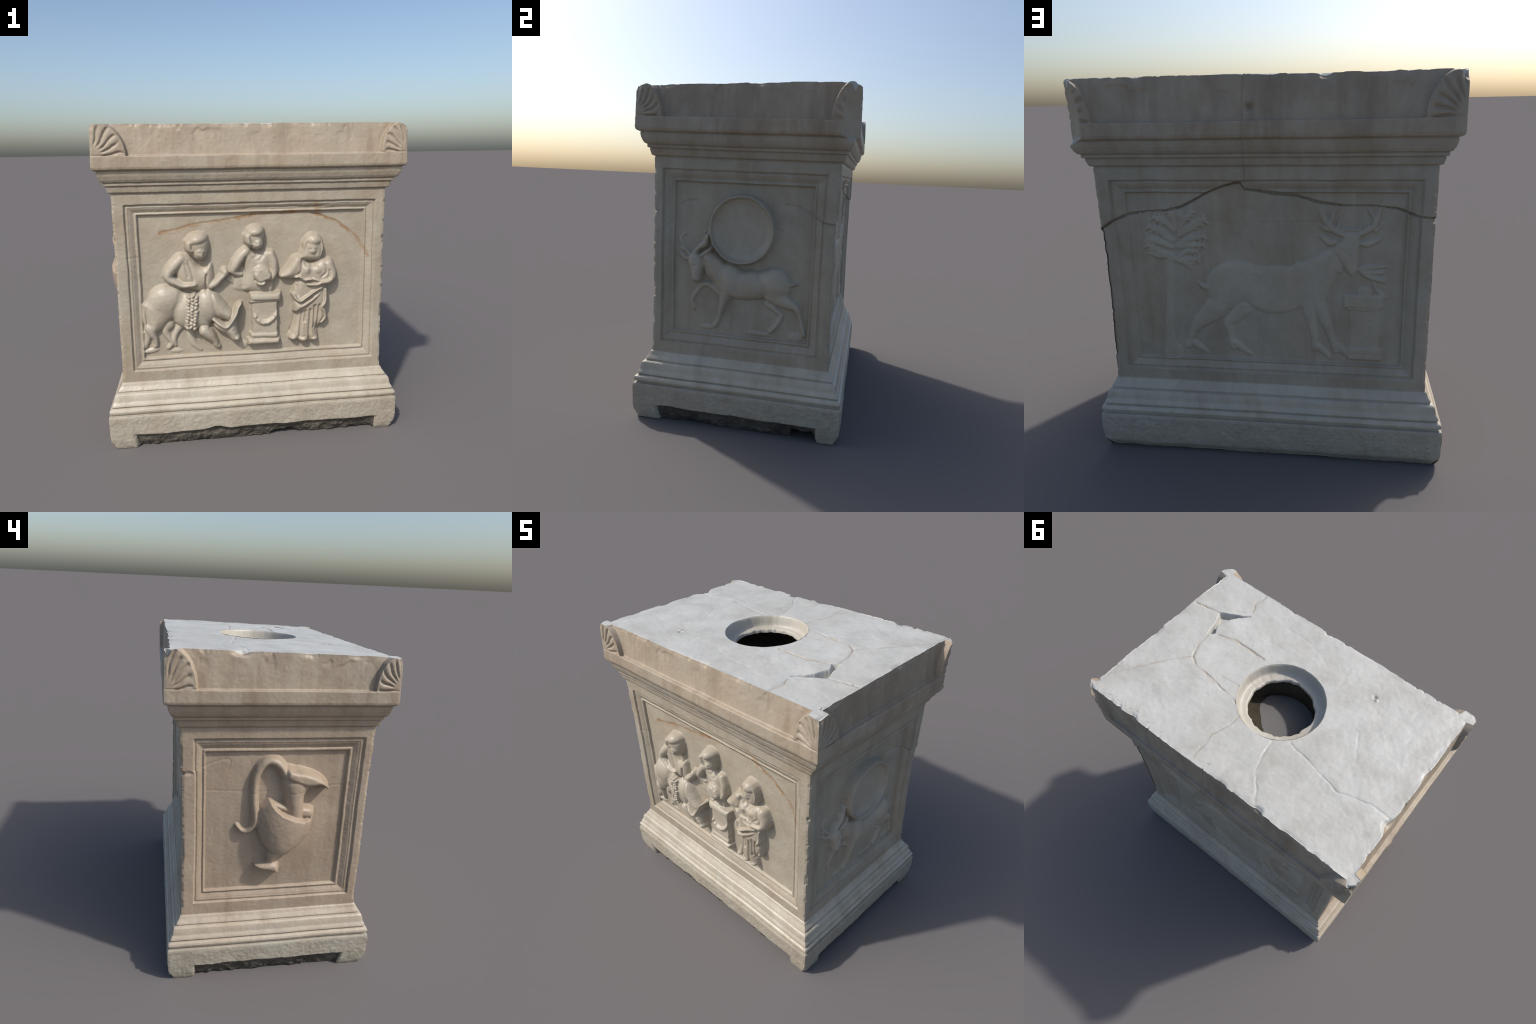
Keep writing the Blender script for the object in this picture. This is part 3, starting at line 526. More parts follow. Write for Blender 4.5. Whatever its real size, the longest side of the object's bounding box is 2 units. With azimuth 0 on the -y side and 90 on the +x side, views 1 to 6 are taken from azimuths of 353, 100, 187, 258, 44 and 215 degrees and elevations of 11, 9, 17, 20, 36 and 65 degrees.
back.tube("tree", "leaf", [(0.386, 1.324, 0.0067, 0.019), (0.363, 1.325, 0.0047, 0.015)], 0.002)
back.tube("tree", "leaf", [(0.371, 1.342, 0.0067, 0.019), (0.375, 1.363, 0.0046, 0.015)], 0.002)
back.tube("tree", "leaf", [(0.371, 1.342, 0.0067, 0.019), (0.348, 1.342, 0.0047, 0.015)], 0.002)
back.tube("tree", "branch", [(0.443, 1.218, 0.0122, 0.014), (0.371, 1.27, 0.024, 0.02), (0.336, 1.289, 0.0203, 0.02), (0.301, 1.307, 0.0083, 0.014)], 0.002)
back.tube("tree", "leaf", [(0.371, 1.27, 0.0096, 0.019), (0.368, 1.299, 0.0067, 0.015)], 0.002)
back.tube("tree", "leaf", [(0.371, 1.27, 0.0096, 0.019), (0.348, 1.255, 0.0067, 0.015)], 0.002)
back.tube("tree", "leaf", [(0.339, 1.287, 0.0095, 0.019), (0.337, 1.316, 0.0066, 0.015)], 0.002)
back.tube("tree", "leaf", [(0.339, 1.287, 0.0095, 0.019), (0.316, 1.272, 0.0067, 0.015)], 0.002)
back.tube("tree", "leaf", [(0.311, 1.302, 0.0095, 0.019), (0.309, 1.33, 0.0066, 0.015)], 0.002)
back.tube("tree", "leaf", [(0.311, 1.302, 0.0095, 0.019), (0.288, 1.287, 0.0067, 0.015)], 0.002)
back.tube("tree", "branch", [(0.447, 1.167, 0.0101, 0.014), (0.381, 1.205, 0.0201, 0.02), (0.344, 1.212, 0.017, 0.02), (0.307, 1.22, 0.007, 0.014)], 0.002)
back.tube("tree", "leaf", [(0.381, 1.205, 0.008, 0.019), (0.37, 1.228, 0.0056, 0.015)], 0.002)
back.tube("tree", "leaf", [(0.381, 1.205, 0.008, 0.019), (0.365, 1.187, 0.0056, 0.015)], 0.002)
back.tube("tree", "leaf", [(0.348, 1.212, 0.008, 0.019), (0.336, 1.235, 0.0056, 0.015)], 0.002)
back.tube("tree", "leaf", [(0.348, 1.212, 0.008, 0.019), (0.331, 1.194, 0.0056, 0.015)], 0.002)
back.tube("tree", "leaf", [(0.318, 1.218, 0.008, 0.019), (0.306, 1.241, 0.0055, 0.015)], 0.002)
back.tube("tree", "leaf", [(0.318, 1.218, 0.008, 0.019), (0.301, 1.2, 0.0056, 0.015)], 0.002)
back.tube("tree", "branch", [(0.454, 1.155, 0.0087, 0.014), (0.378, 1.168, 0.0173, 0.02), (0.344, 1.169, 0.0147, 0.02), (0.31, 1.171, 0.006, 0.014)], 0.002)
back.tube("tree", "leaf", [(0.378, 1.168, 0.0069, 0.019), (0.364, 1.186, 0.0048, 0.015)], 0.002)
back.tube("tree", "leaf", [(0.378, 1.168, 0.0069, 0.019), (0.365, 1.15, 0.0049, 0.015)], 0.002)
back.tube("tree", "leaf", [(0.348, 1.169, 0.0069, 0.019), (0.333, 1.188, 0.0048, 0.015)], 0.002)
back.tube("tree", "leaf", [(0.348, 1.169, 0.0069, 0.019), (0.334, 1.152, 0.0049, 0.015)], 0.002)
back.tube("tree", "leaf", [(0.32, 1.171, 0.0069, 0.019), (0.306, 1.19, 0.0048, 0.015)], 0.002)
back.tube("tree", "leaf", [(0.32, 1.171, 0.0069, 0.019), (0.306, 1.153, 0.0048, 0.015)], 0.002)
back.tube("tree", "branch", [(0.467, 1.096, 0.0081, 0.014), (0.41, 1.132, 0.016, 0.02), (0.378, 1.133, 0.0136, 0.02), (0.347, 1.133, 0.0056, 0.014)], 0.002)
back.tube("tree", "leaf", [(0.41, 1.132, 0.0064, 0.019), (0.394, 1.149, 0.0045, 0.015)], 0.002)
back.tube("tree", "leaf", [(0.41, 1.132, 0.0064, 0.019), (0.397, 1.116, 0.0045, 0.015)], 0.002)
back.tube("tree", "leaf", [(0.381, 1.133, 0.0064, 0.019), (0.366, 1.15, 0.0045, 0.015)], 0.002)
back.tube("tree", "leaf", [(0.381, 1.133, 0.0064, 0.019), (0.368, 1.116, 0.0045, 0.015)], 0.002)
back.tube("tree", "leaf", [(0.356, 1.133, 0.0064, 0.019), (0.341, 1.15, 0.0045, 0.015)], 0.002)
back.tube("tree", "leaf", [(0.356, 1.133, 0.0064, 0.019), (0.343, 1.117, 0.0045, 0.015)], 0.002)
back.tube("tree", "branch", [(0.471, 1.09, 0.0089, 0.014), (0.407, 1.091, 0.0177, 0.02), (0.377, 1.091, 0.015, 0.02), (0.347, 1.09, 0.0062, 0.014)], 0.002)
back.tube("tree", "leaf", [(0.407, 1.091, 0.0071, 0.019), (0.39, 1.109, 0.0049, 0.015)], 0.002)
back.tube("tree", "leaf", [(0.407, 1.091, 0.0071, 0.019), (0.395, 1.072, 0.005, 0.015)], 0.002)
back.tube("tree", "leaf", [(0.38, 1.091, 0.0071, 0.019), (0.363, 1.109, 0.0049, 0.015)], 0.002)
back.tube("tree", "leaf", [(0.38, 1.091, 0.0071, 0.019), (0.368, 1.072, 0.005, 0.015)], 0.002)
back.tube("tree", "leaf", [(0.356, 1.09, 0.007, 0.019), (0.339, 1.108, 0.0049, 0.015)], 0.002)
back.tube("tree", "leaf", [(0.356, 1.09, 0.007, 0.019), (0.344, 1.071, 0.0049, 0.015)], 0.002)
back.tube("tree", "branch", [(0.463, 1.082, 0.0089, 0.014), (0.42, 1.077, 0.0177, 0.02), (0.404, 1.068, 0.0151, 0.02), (0.389, 1.059, 0.0062, 0.014)], 0.002)
back.tube("tree", "leaf", [(0.42, 1.077, 0.0071, 0.019), (0.398, 1.086, 0.0049, 0.015)], 0.002)
back.tube("tree", "leaf", [(0.42, 1.077, 0.0071, 0.019), (0.418, 1.053, 0.005, 0.015)], 0.002)
back.tube("tree", "leaf", [(0.406, 1.069, 0.0071, 0.019), (0.384, 1.078, 0.0049, 0.015)], 0.002)
back.tube("tree", "leaf", [(0.406, 1.069, 0.0071, 0.019), (0.404, 1.045, 0.005, 0.015)], 0.002)
back.tube("tree", "leaf", [(0.394, 1.062, 0.0071, 0.019), (0.372, 1.072, 0.005, 0.015)], 0.002)
back.tube("tree", "leaf", [(0.394, 1.062, 0.0071, 0.019), (0.392, 1.039, 0.005, 0.015)], 0.002)
back.tube("tree", "branch", [(0.486, 1.183, 0.0065, 0.014), (0.518, 1.212, 0.013, 0.02), (0.532, 1.237, 0.011, 0.02), (0.545, 1.263, 0.0045, 0.014)], 0.002)
back.tube("tree", "leaf", [(0.518, 1.212, 0.0052, 0.019), (0.537, 1.217, 0.0036, 0.015)], 0.002)
back.tube("tree", "leaf", [(0.518, 1.212, 0.0052, 0.019), (0.512, 1.231, 0.0036, 0.015)], 0.002)
back.tube("tree", "leaf", [(0.53, 1.235, 0.0052, 0.019), (0.549, 1.24, 0.0036, 0.015)], 0.002)
back.tube("tree", "leaf", [(0.53, 1.235, 0.0052, 0.019), (0.524, 1.254, 0.0036, 0.015)], 0.002)
back.tube("tree", "leaf", [(0.541, 1.255, 0.0051, 0.019), (0.56, 1.26, 0.0036, 0.015)], 0.002)
back.tube("tree", "leaf", [(0.541, 1.255, 0.0051, 0.019), (0.535, 1.274, 0.0036, 0.015)], 0.002)
back.tube("tree", "branch", [(0.433, 1.27, 0.0071, 0.014), (0.424, 1.32, 0.014, 0.02), (0.428, 1.337, 0.0118, 0.02), (0.432, 1.354, 0.0049, 0.014)], 0.002)
back.tube("tree", "leaf", [(0.424, 1.32, 0.0056, 0.019), (0.441, 1.329, 0.0039, 0.015)], 0.002)
back.tube("tree", "leaf", [(0.424, 1.32, 0.0056, 0.019), (0.413, 1.338, 0.0039, 0.015)], 0.002)
back.tube("tree", "leaf", [(0.427, 1.335, 0.0056, 0.019), (0.445, 1.344, 0.0039, 0.015)], 0.002)
back.tube("tree", "leaf", [(0.427, 1.335, 0.0056, 0.019), (0.416, 1.353, 0.0039, 0.015)], 0.002)
back.tube("tree", "leaf", [(0.431, 1.349, 0.0056, 0.019), (0.449, 1.357, 0.0039, 0.015)], 0.002)
back.tube("tree", "leaf", [(0.431, 1.349, 0.0056, 0.019), (0.42, 1.366, 0.0039, 0.015)], 0.002)
back.carve([(0.482, 1.096), (0.555, 1.13), (0.621, 1.17)], 0.0029, 0.0035)
back.carve([(0.493, 1.102), (0.568, 1.109), (0.607, 1.126)], 0.0029, 0.0035)
back.carve([(0.483, 1.154), (0.555, 1.188), (0.62, 1.202)], 0.0029, 0.0035)
back.carve([(0.476, 1.195), (0.539, 1.24), (0.602, 1.268)], 0.0029, 0.0035)
back.carve([(0.467, 1.241), (0.511, 1.292), (0.572, 1.316)], 0.0029, 0.0035)
back.carve([(0.457, 1.255), (0.463, 1.32), (0.487, 1.367)], 0.0028, 0.0035)
back.carve([(0.441, 1.241), (0.402, 1.304), (0.365, 1.348)], 0.0028, 0.0035)
back.carve([(0.443, 1.218), (0.371, 1.27), (0.301, 1.307)], 0.0029, 0.0035)
back.carve([(0.447, 1.167), (0.381, 1.205), (0.307, 1.22)], 0.0029, 0.0035)
back.carve([(0.454, 1.155), (0.378, 1.168), (0.31, 1.171)], 0.0029, 0.0035)
back.carve([(0.467, 1.096), (0.41, 1.132), (0.347, 1.133)], 0.0029, 0.0035)
back.carve([(0.471, 1.09), (0.407, 1.091), (0.347, 1.09)], 0.0029, 0.0035)
back.carve([(0.463, 1.082), (0.42, 1.077), (0.389, 1.059)], 0.003, 0.0035)
back.carve([(0.486, 1.183), (0.518, 1.212), (0.545, 1.263)], 0.0029, 0.0035)
back.carve([(0.433, 1.27), (0.424, 1.32), (0.432, 1.354)], 0.0028, 0.0035)
# fine cracks in the panels
FRONT_CRACK = [(-0.58, 1.338), (-0.48, 1.352), (-0.39, 1.378), (-0.26, 1.394), (-0.13, 1.41), (-0.01, 1.433),
               (0.17, 1.443), (0.31, 1.445), (0.40, 1.42), (0.53, 1.365), (0.63, 1.285), (0.69, 1.21), (0.715, 1.15)]
FRONT_STAIN = [(0.375, 1.50), (0.385, 1.46), (0.39, 1.425)]
front.carve(FRONT_CRACK, 0.006, 0.003)
front.carve([(-0.78, 1.19), (-0.71, 1.19)], 0.005, 0.003)
front.carve([(0.36, 1.425), (0.42, 1.41)], 0.012, 0.005)
right.carve([(-0.38, 1.31), (-0.35, 1.328), (-0.28, 1.335)], 0.008, 0.007)
right.carve([(-0.52, 1.13), (-0.46, 1.18), (-0.40, 1.235)], 0.007, 0.004)
right.carve([(0.24, 1.333), (0.31, 1.325), (0.38, 1.295), (0.45, 1.25), (0.52, 1.235)], 0.010, 0.010)
right.carve([(-0.17, 1.24), (-0.10, 1.18)], 0.012, 0.003)
right.carve([(0.16, 1.20), (0.22, 1.185)], 0.012, 0.003)
left.carve([(0.55, 1.315), (0.50, 1.318)], 0.012, 0.014)
left.carve([(0.42, 1.345), (0.28, 1.385), (0.285, 1.31)], 0.005, 0.003)
left.carve([(0.40, 1.20), (0.1, 1.19), (-0.2, 1.205), (-0.42, 1.215)], 0.006, 0.002)

BACK_CRACK = np.array([(0.86, 1.250), (0.78, 1.300), (0.70, 1.330), (0.60, 1.345), (0.50, 1.352), (0.42, 1.37), (0.35, 1.405),
                       (0.28, 1.445), (0.20, 1.478), (0.13, 1.497), (0.105, 1.495), (0.09, 1.462), (0.0, 1.452),
                       (-0.08, 1.44), (-0.17, 1.428), (-0.28, 1.395), (-0.40, 1.380), (-0.55, 1.380), (-0.66, 1.368),
                       (-0.75, 1.335), (-0.86, 1.325)])


def back_crack_height(x):
    o = np.argsort(BACK_CRACK[:, 0])
    return np.interp(x, BACK_CRACK[o, 0], BACK_CRACK[o, 1])


# ----------------------------------------------------------------------------
# overall form: one vertical profile swept round a rectangle, mitred at the corners
# ----------------------------------------------------------------------------
# (height, projection beyond the die face, share of the coping set-back)
PROFILE = [
    (0.000, 0.068, 0), (0.018, 0.075, 0), (0.05, 0.082, 0), (0.10, 0.086, 0), (0.200, 0.087, 0), (0.212, 0.085, 0),
    (0.217, 0.082, 0), (0.219, 0.070, 0), (0.2215, 0.065, 0), (0.226, 0.070, 0), (0.232, 0.078, 0), (0.245, 0.082, 0),
    (0.257, 0.078, 0), (0.263, 0.068, 0), (0.266, 0.057, 0), (0.270, 0.060, 0), (0.274, 0.067, 0), (0.284, 0.064, 0),
    (0.300, 0.054, 0), (0.325, 0.050, 0), (0.340, 0.046, 0), (0.347, 0.038, 0), (0.350, 0.025, 0), (0.353, 0.024, 0),
    (0.358, 0.030, 0), (0.366, 0.026, 0), (0.385, 0.013, 0), (0.398, 0.008, 0), (0.402, 0.006, 0), (0.406, 0.0, 0),
    (1.566, 0.0, 0), (1.574, -0.003, 0), (1.578, -0.001, 0), (1.581, 0.008, 0), (1.585, 0.014, 0), (1.600, 0.018, 0),
    (1.614, 0.022, 0), (1.618, 0.019, 0), (1.621, 0.022, 0), (1.624, 0.032, 0), (1.636, 0.034, 0), (1.639, 0.031, 0),
    (1.642, 0.034, 0), (1.645, 0.043, 0), (1.658, 0.052, 0), (1.678, 0.060, 0), (1.700, 0.064, 0), (1.705, 0.061, 0),
    (1.708, 0.065, 0), (1.713, 0.077, 0), (1.718, 0.083, 0), (1.730, 0.086, 0),
    (1.784, 0.085, 0), (1.789, 0.0845, 0), (1.7915, 0.084, 0.12), (1.793, 0.084, 0.55), (1.796, 0.084, 0.68),
    (1.850, 0.083, 0.80), (1.970, 0.080, 1.0),
]
Z_DIE = (0.404, 1.570)
Z_LEDGE = 1.792


def sample_profile(step):
    rows = []
    for (z0, o0, r0), (z1, o1, r1) in zip(PROFILE[:-1], PROFILE[1:]):
        n = max(1, int(math.ceil(math.hypot(z1 - z0, math.hypot(o1 - o0, (r1 - r0) * 0.045)) / step)))
        for k in range(n):
            t = k / n
            rows.append((z0 + (z1 - z0) * t, o0 + (o1 - o0) * t, r0 + (r1 - r0) * t))
    rows.append(PROFILE[-1])
    return np.array(rows)


def top_height(x, y):
    swell = 0.010 * np.exp(-((x - 0.55) / 0.35) ** 2 - ((y - 0.20) / 0.38) ** 2)
    return 1.968 + 0.023 * (np.clip(y, -0.65, 0.65) + 0.6) / 1.2 + swell


STEP = 0.0038
ROWS = sample_profile(STEP)
NZ = len(ROWS)
# the block is slightly out of square
CORNERS = {"FL": (-0.850, -0.546, -1, -1), "FR": (0.814, -0.546, 1, -1), "BR": (0.849, 0.539, 1, 1), "BL": (-0.836, 0.552, -1, 1)}
# the crowning blocks do not sit quite square on the die
CROWN_SHIFT = {"FL": (0.0, 0.010), "FR": (0.014, 0.008), "BR": (0.009, -0.002), "BL": (0.0, -0.003)}

# frame of each sunk panel: outer and inner limits along the side and in height
SIDES = {
    "front": dict(a="FL", b="FR", axis=0, normal=(0, -1), relief=front, outer=(-0.779, 0.752, 0.474, 1.510),
                  inner=(-0.704, 0.683, 0.552, 1.443), setback=0.039, orn=(0.198, 0.160)),
    "right": dict(a="FR", b="BR", axis=1, normal=(1, 0), relief=right, outer=(-0.491, 0.468, 0.470, 1.511),
                  inner=(-0.417, 0.396, 0.546, 1.439), setback=0.043, orn=(0.160, 0.150)),
    "back": dict(a="BR", b="BL", axis=0, normal=(0, 1), relief=back, outer=(-0.770, 0.776, 0.470, 1.510),
                 inner=(-0.700, 0.700, 0.536, 1.443), setback=0.032, orn=(0.155, 0.176)),
    "left": dict(a="BL", b="FL", axis=1, normal=(-1, 0), relief=left, outer=(-0.492, 0.476, 0.482, 1.512),
                 inner=(-0.405, 0.408, 0.556, 1.427), setback=0.038, orn=(0.170, 0.142)),
}
PANEL_DEPTH = 0.034
LABELS = {}


def corner_line(name):
    x, y, sx, sy = CORNERS[name]
    k = smoothstep(1.57, 1.68, ROWS[:, 0])
    dx, dy = CROWN_SHIFT[name]
    return np.stack([x + sx * ROWS[:, 1] + k * dx, y + sy * ROWS[:, 1] + k * dy, ROWS[:, 0]], -1)


def frame_depth(S, Z, outer, inner):
    """0 outside the frame, moulded slope between outer and inner limits, panel floor inside."""
    t = np.minimum.reduce([
        (S - outer[0]) / (inner[0] - outer[0]), (outer[1] - S) / (outer[1] - inner[1]),
        (Z - outer[2]) / (inner[2] - outer[2]), (outer[3] - Z) / (outer[3] - inner[3])])
    tt = np.array([-1.0, 0.0, 0.05, 0.10, 0.26, 0.31, 0.40, 0.52, 0.66, 0.74, 0.80, 0.93, 0.99, 1.03, 9.0])
    dd = np.array([0.0, 0.0, 0.013, 0.012, 0.008, 0.012, 0.013, 0.018, 0.024, 0.027, 0.021, 0.021, 0.036, 0.037, 0.034])
    return -np.interp(t, tt, dd), t


def palmette(ds, dz, a, b, seed):
    """Corner ornament: quarter disc with curling, hand-cut ribs. Returns mask and rib relief."""
    rho = np.hypot(ds / a, dz / b)
    mask = 1 - smoothstep(0.985, 1.015, rho)
    th = np.arctan2(dz / b, np.maximum(ds / a, 1e-5)) / (math.pi / 2)
    Q = np.stack([ds, dz, np.full(ds.shape, seed * 1.7)], -1)
    phase = th * 5.4 + 0.20 * np.sin(rho * 5.5 + seed) + 0.16 * fbm(Q, 14, 2, 900 + seed) + 0.3
    fr = phase % 1.0
    g = np.exp(-((fr - 0.5) / 0.19) ** 2)
    win = smoothstep(0.26, 0.46, rho) * (1 - smoothstep(0.82, 0.95, rho + 0.10 * noise3(Q, 20, 905 + seed)))
    win = win * smoothstep(0.004, 0.024, ds)          # plain strip along the arris
    line = -0.003 * np.exp(-((dz - 0.004) / 0.004) ** 2) * smoothstep(0.002, 0.02, ds)
    return mask, (-0.010 * g + 0.002) * win + line


def build_side(name):
    d = SIDES[name]
    A, B = corner_line(d["a"]), corner_line(d["b"])
    ax = d["axis"]
    nx = int(round((1.667 if ax == 0 else 1.091) / STEP)) + 1
    t = np.linspace(0, 1, nx)
    # finer columns at the corners keep the arrises crisp
    t = t - 0.012 * np.sin(2 * math.pi * t) * 0.5
    P = A[:, None, :] + (B - A)[:, None, :] * t[None, :, None]
    S = P[..., ax].copy()
    Z = P[..., 2].copy()
    N = np.array([d["normal"][0], d["normal"][1], 0.0])
    h = np.zeros(S.shape)
    dz = np.zeros(S.shape)
    lab = np.zeros(S.shape, int)
    names = ["plinth", "base_moulding", "die_face", "cornice", "coping"]
    lab[:] = 2
    lab[Z < 0.404] = 1
    lab[Z < 0.2185] = 0
    lab[Z > 1.570] = 3
    lab[Z > 1.7085] = 4

    # --- sunk panel with its relief
    die = (Z > Z_DIE[0]) & (Z < Z_DIE[1])
    js = np.nonzero(die[:, 0])[0]
    w = (slice(js[0], js[-1] + 1), slice(0, nx))
    wob = 0.0016 * fbm(np.stack([S[w] * 1.0, Z[w], S[w] * 0 + 5], -1), 9, 2, 31)
    fd, ft = frame_depth(S[w] + wob, Z[w] + wob, d["outer"], d["inner"])
    if name == "back":
        # lower piece of the block: frame worn flat just under the break, and over-all softer
        zc = back_crack_height(S[w])
        under = (Z[w] < zc)
        wear = smoothstep(0.0, 0.10, zc - Z[w]) * 0 + under * (1 - smoothstep(0.05, 0.22, zc - Z[w]))
        flat = -0.032
        mid = smoothstep(0.42, 0.30, np.abs(S[w] - 0.05))
        fd = np.where(under & (Z[w] > 1.30), fd * (1 - wear * mid) + flat * wear * mid, fd)
        leftpart = under * smoothstep(0.55, 0.70, S[w]) * smoothstep(0.45, 0.62, Z[w])
        fd = fd * (1 - 0.45 * leftpart) + leftpart * 0.45 * (-0.016)
    if name == "front":
        # the upper frame is chipped above the figures
        chip = smoothstep(0.012, 0.0, np.abs(Z[w] - 1.475 - 0.010 * line_noise(S[w], 9, 2, 3)))
        chip *= smoothstep(-0.15, 0.0, S[w]) * smoothstep(0.48, 0.38, S[w])
        fd = fd - 0.006 * chip
    hf = fd
    H, L, rl = d["relief"].evaluate(S[w], Z[w])
    hf = hf + H
    if name == "left":        # ground of the panel swells behind the jug
        hf = hf + 0.022 * np.exp(-(((S[w] + 0.0) / 0.25) ** 2 + ((Z[w] - 0.95) / 0.31) ** 2) ** 2) * smoothstep(0.97, 1.0, ft)
    panel = ft > 0.97
    base = len(names)
    names += ["panel_frame", "relief_panel"]
    lw = lab[w]
    lw[ft > -0.02] = base
    lw[panel] = base + 1
    off = len(names)
    names += [x for x in rl[1:]]
    fig = (L > 0) & (H > 0.0015)
    lw[fig] = off + L[fig] - 1
    lab[w] = lw
    h[w] += hf
    if name == "back":
        dcr, _ = polyline_distance(S[w], Z[w], BACK_CRACK)
        gap = 0.0045 + 0.004 * line_noise(S[w], 7, 2, 71) + 0.008 * np.exp(-((S[w] + 0.03) / 0.07) ** 2)
        gap = np.maximum(gap, 0.0022)
        h[w] -= 0.016 * np.clip(1 - (dcr / gap) ** 2, 0, 1)
        # vertical joint running up through the cornice
    if name == "back":
        joint = 0.085 + 0.006 * line_noise(Z, 8, 2, 12) - 0.06 * (Z - 1.5)
        m = np.exp(-((S - joint) / 0.004) ** 2) * smoothstep(1.48, 1.50, Z)
        h -= 0.006 * m
        h -= 0.02 * np.exp(-((S - 0.035) / 0.016) ** 2 - ((Z - 1.845) / 0.014) ** 2)

    # --- coping: set back between the palmette corner ornaments
    rec = np.broadcast_to(ROWS[:, 2][:, None], S.shape)
    sA, sB = A[:, ax][:, None], B[:, ax][:, None]
    dA, dB = np.abs(S - sA), np.abs(S - sB)
    mask = np.zeros(S.shape)
    top = Z > Z_LEDGE - 0.012
    orn = np.zeros(S.shape)
    for dist, a, cn in ((dA, d["orn"][0], d["a"]), (dB, d["orn"][1], d["b"])):
        m, rel = palmette(dist, np.maximum(Z - Z_LEDGE, -0.02), a, 0.185 if name == "back" else 0.199, ["FL", "FR", "BR", "BL"].index(cn) + (4 if ax else 0))
        mask = np.maximum(mask, m)
        orn = orn + np.where(top & (Z > Z_LEDGE - 0.004), rel * m, 0)
    h -= rec * d["setback"] * (1 - mask)
    h += orn * np.clip(rec / 0.6, 0, 1)
    names_orn = len(names)
    names += ["ORN_A", "ORN_B"]
    lab[(mask > 0.5) & (Z > Z_LEDGE + 0.002) & (dA < dB)] = names_orn
    lab[(mask > 0.5) & (Z > Z_LEDGE + 0.002) & (dA >= dB)] = names_orn + 1
    # worn and chipped upper arris
    e = smoothstep(1.935, 1.970, Z)
    sd = {"front": 3, "right": 11, "back": 23, "left": 37}[name]
    amp = {"front": 0.8, "right": 1.0, "back": 1.2, "left": 1.0}[name]
    ch = np.maximum(0, line_noise(S, 8, 3, sd) + 0.0) * 0.018 + np.maximum(0, line_noise(S, 30, 3, sd + 5) - 0.25) * 0.012
    h -= amp * ch * e * e * (1 - 0.7 * mask)
    dz -= amp * 0.6 * ch * e * (1 - 0.7 * mask)
    if name == "left":
        bite = np.exp(-((S - 0.235) / 0.035) ** 2)
        h -= 0.02 * bite * e
        dz -= 0.018 * bite * e
    if name == "back":
        bite = np.exp(-((S + 0.31) / 0.03) ** 2)
        h -= 0.012 * bite * e
        dz -= 0.012 * bite * e
    for dist, cn in ((dA, d["a"]), (dB, d["b"])):      # rounded upper tips of the corner ornaments
        drop, rad = {"FL": (0.006, 0.03), "FR": (0.016, 0.04), "BR": (0.022, 0.05), "BL": (0.030, 0.028)}[cn]
        dz -= drop * np.exp(-(dist / rad) ** 2) * smoothstep(1.90, 1.970, Z)
    # shallow spalls on the coping face
    cop = smoothstep(1.80, 1.83, Z) * (1 - mask) * rec
    Q = np.stack([S, Z, np.full(S.shape, float(sd))], -1)
    h -= 0.005 * cop * smoothstep(0.25, 0.55, fbm(Q, 9, 3, sd)) * smoothstep(1.84, 1.95, Z)

    # --- foot of the plinth: cut back between the corner feet, rough core showing
    rough = fbm(Q, 26, 3, 50 + sd)
    if name != "back":
        s0, s1, zt = {"front": (-0.772, 0.748, 0.094), "right": (-0.47, 0.475, 0.092), "left": (-0.46, 0.475, 0.099)}[name]
        edge = 0.012 * line_noise(S, 5, 3, 61 + sd)
        ramp = 0.030 if name != "left" else 0.012
        cut = smoothstep(s0 - ramp, s0 + 0.01, S - (0.09 - Z) * 0.2) * (1 - smoothstep(s1 - 0.01, s1 + ramp, S))
        if name == "front":
            edge = edge + 0.02 * np.exp(-((S + 0.27) / 0.06) ** 2)
        up = 1 - smoothstep(zt + edge - 0.010, zt + edge + 0.002, Z)
        m = cut * up
        h -= m * (0.024 + 0.016 * rough + 0.004 * smoothstep(0.06, 0.0, Z))
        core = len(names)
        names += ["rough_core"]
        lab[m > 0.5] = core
        low = smoothstep(0.09, 0.0, Z) * m
        dz += low * np.maximum(0, 0.002 + 0.018 * line_noise(S, 6, 3, 77 + sd))
        if name == "front":
            dz += low * 0.034 * np.exp(-((S - 0.16) / 0.085) ** 4)
        if name == "right":
            dz += low * 0.045 * smoothstep(0.34, 0.35, S)
    else:
        low = smoothstep(0.075, 0.0, Z)
        h -= 0.018 * low ** 2
        dz += low * np.maximum(0, 0.002 + 0.012 * line_noise(S, 5, 3, 90))
    pl = smoothstep(0.21, 0.19, Z)
    h += 0.0022 * rough * pl + 0.0014 * fbm(Q, 70, 2, 51) * pl

    P = P + N * h[..., None]
    P[..., 2] += dz

    # --- worn vertical arrises (function of corner and height only, so both sides agree)
    for dist, cn in ((dA, d["a"]), (dB, d["b"])):
        _, _, sx, sy = CORNERS[cn]
        sc = {"FL": 1, "FR": 2, "BR": 3, "BL": 4}[cn]
        z = ROWS[:, 0]
        dieband = smoothstep(0.42, 0.46, z) * (1 - smoothstep(1.54, 1.57, z))
        am = 0.0022 + dieband * (0.0015 + 0.010 * np.maximum(0, line_noise(z, 10, 3, 200 + sc) - 0.12)
                                 + 0.006 * np.maximum(0, line_noise(z, 40, 2, 220 + sc) - 0.1))
        am = am + 0.012 * smoothstep(0.06, 0.0, z) + (0.012 if cn in ("BL", "BR") else 0.006) * smoothstep(1.93, 1.97, z)
        if cn == "FR":
            am = am + 0.012 * np.exp(-((z - 1.27) / 0.01) ** 2)
        if cn == "BL":
            am = am + 0.014 * np.exp(-((z - 1.315) / 0.012) ** 2)
        reach = 0.011 + 0.014 * smoothstep(1.88, 1.95, z)
        fall = np.exp(-(dist / reach[:, None]) ** 2) * am[:, None]
        P[..., 0] -= sx * fall
        P[..., 1] -= sy * fall
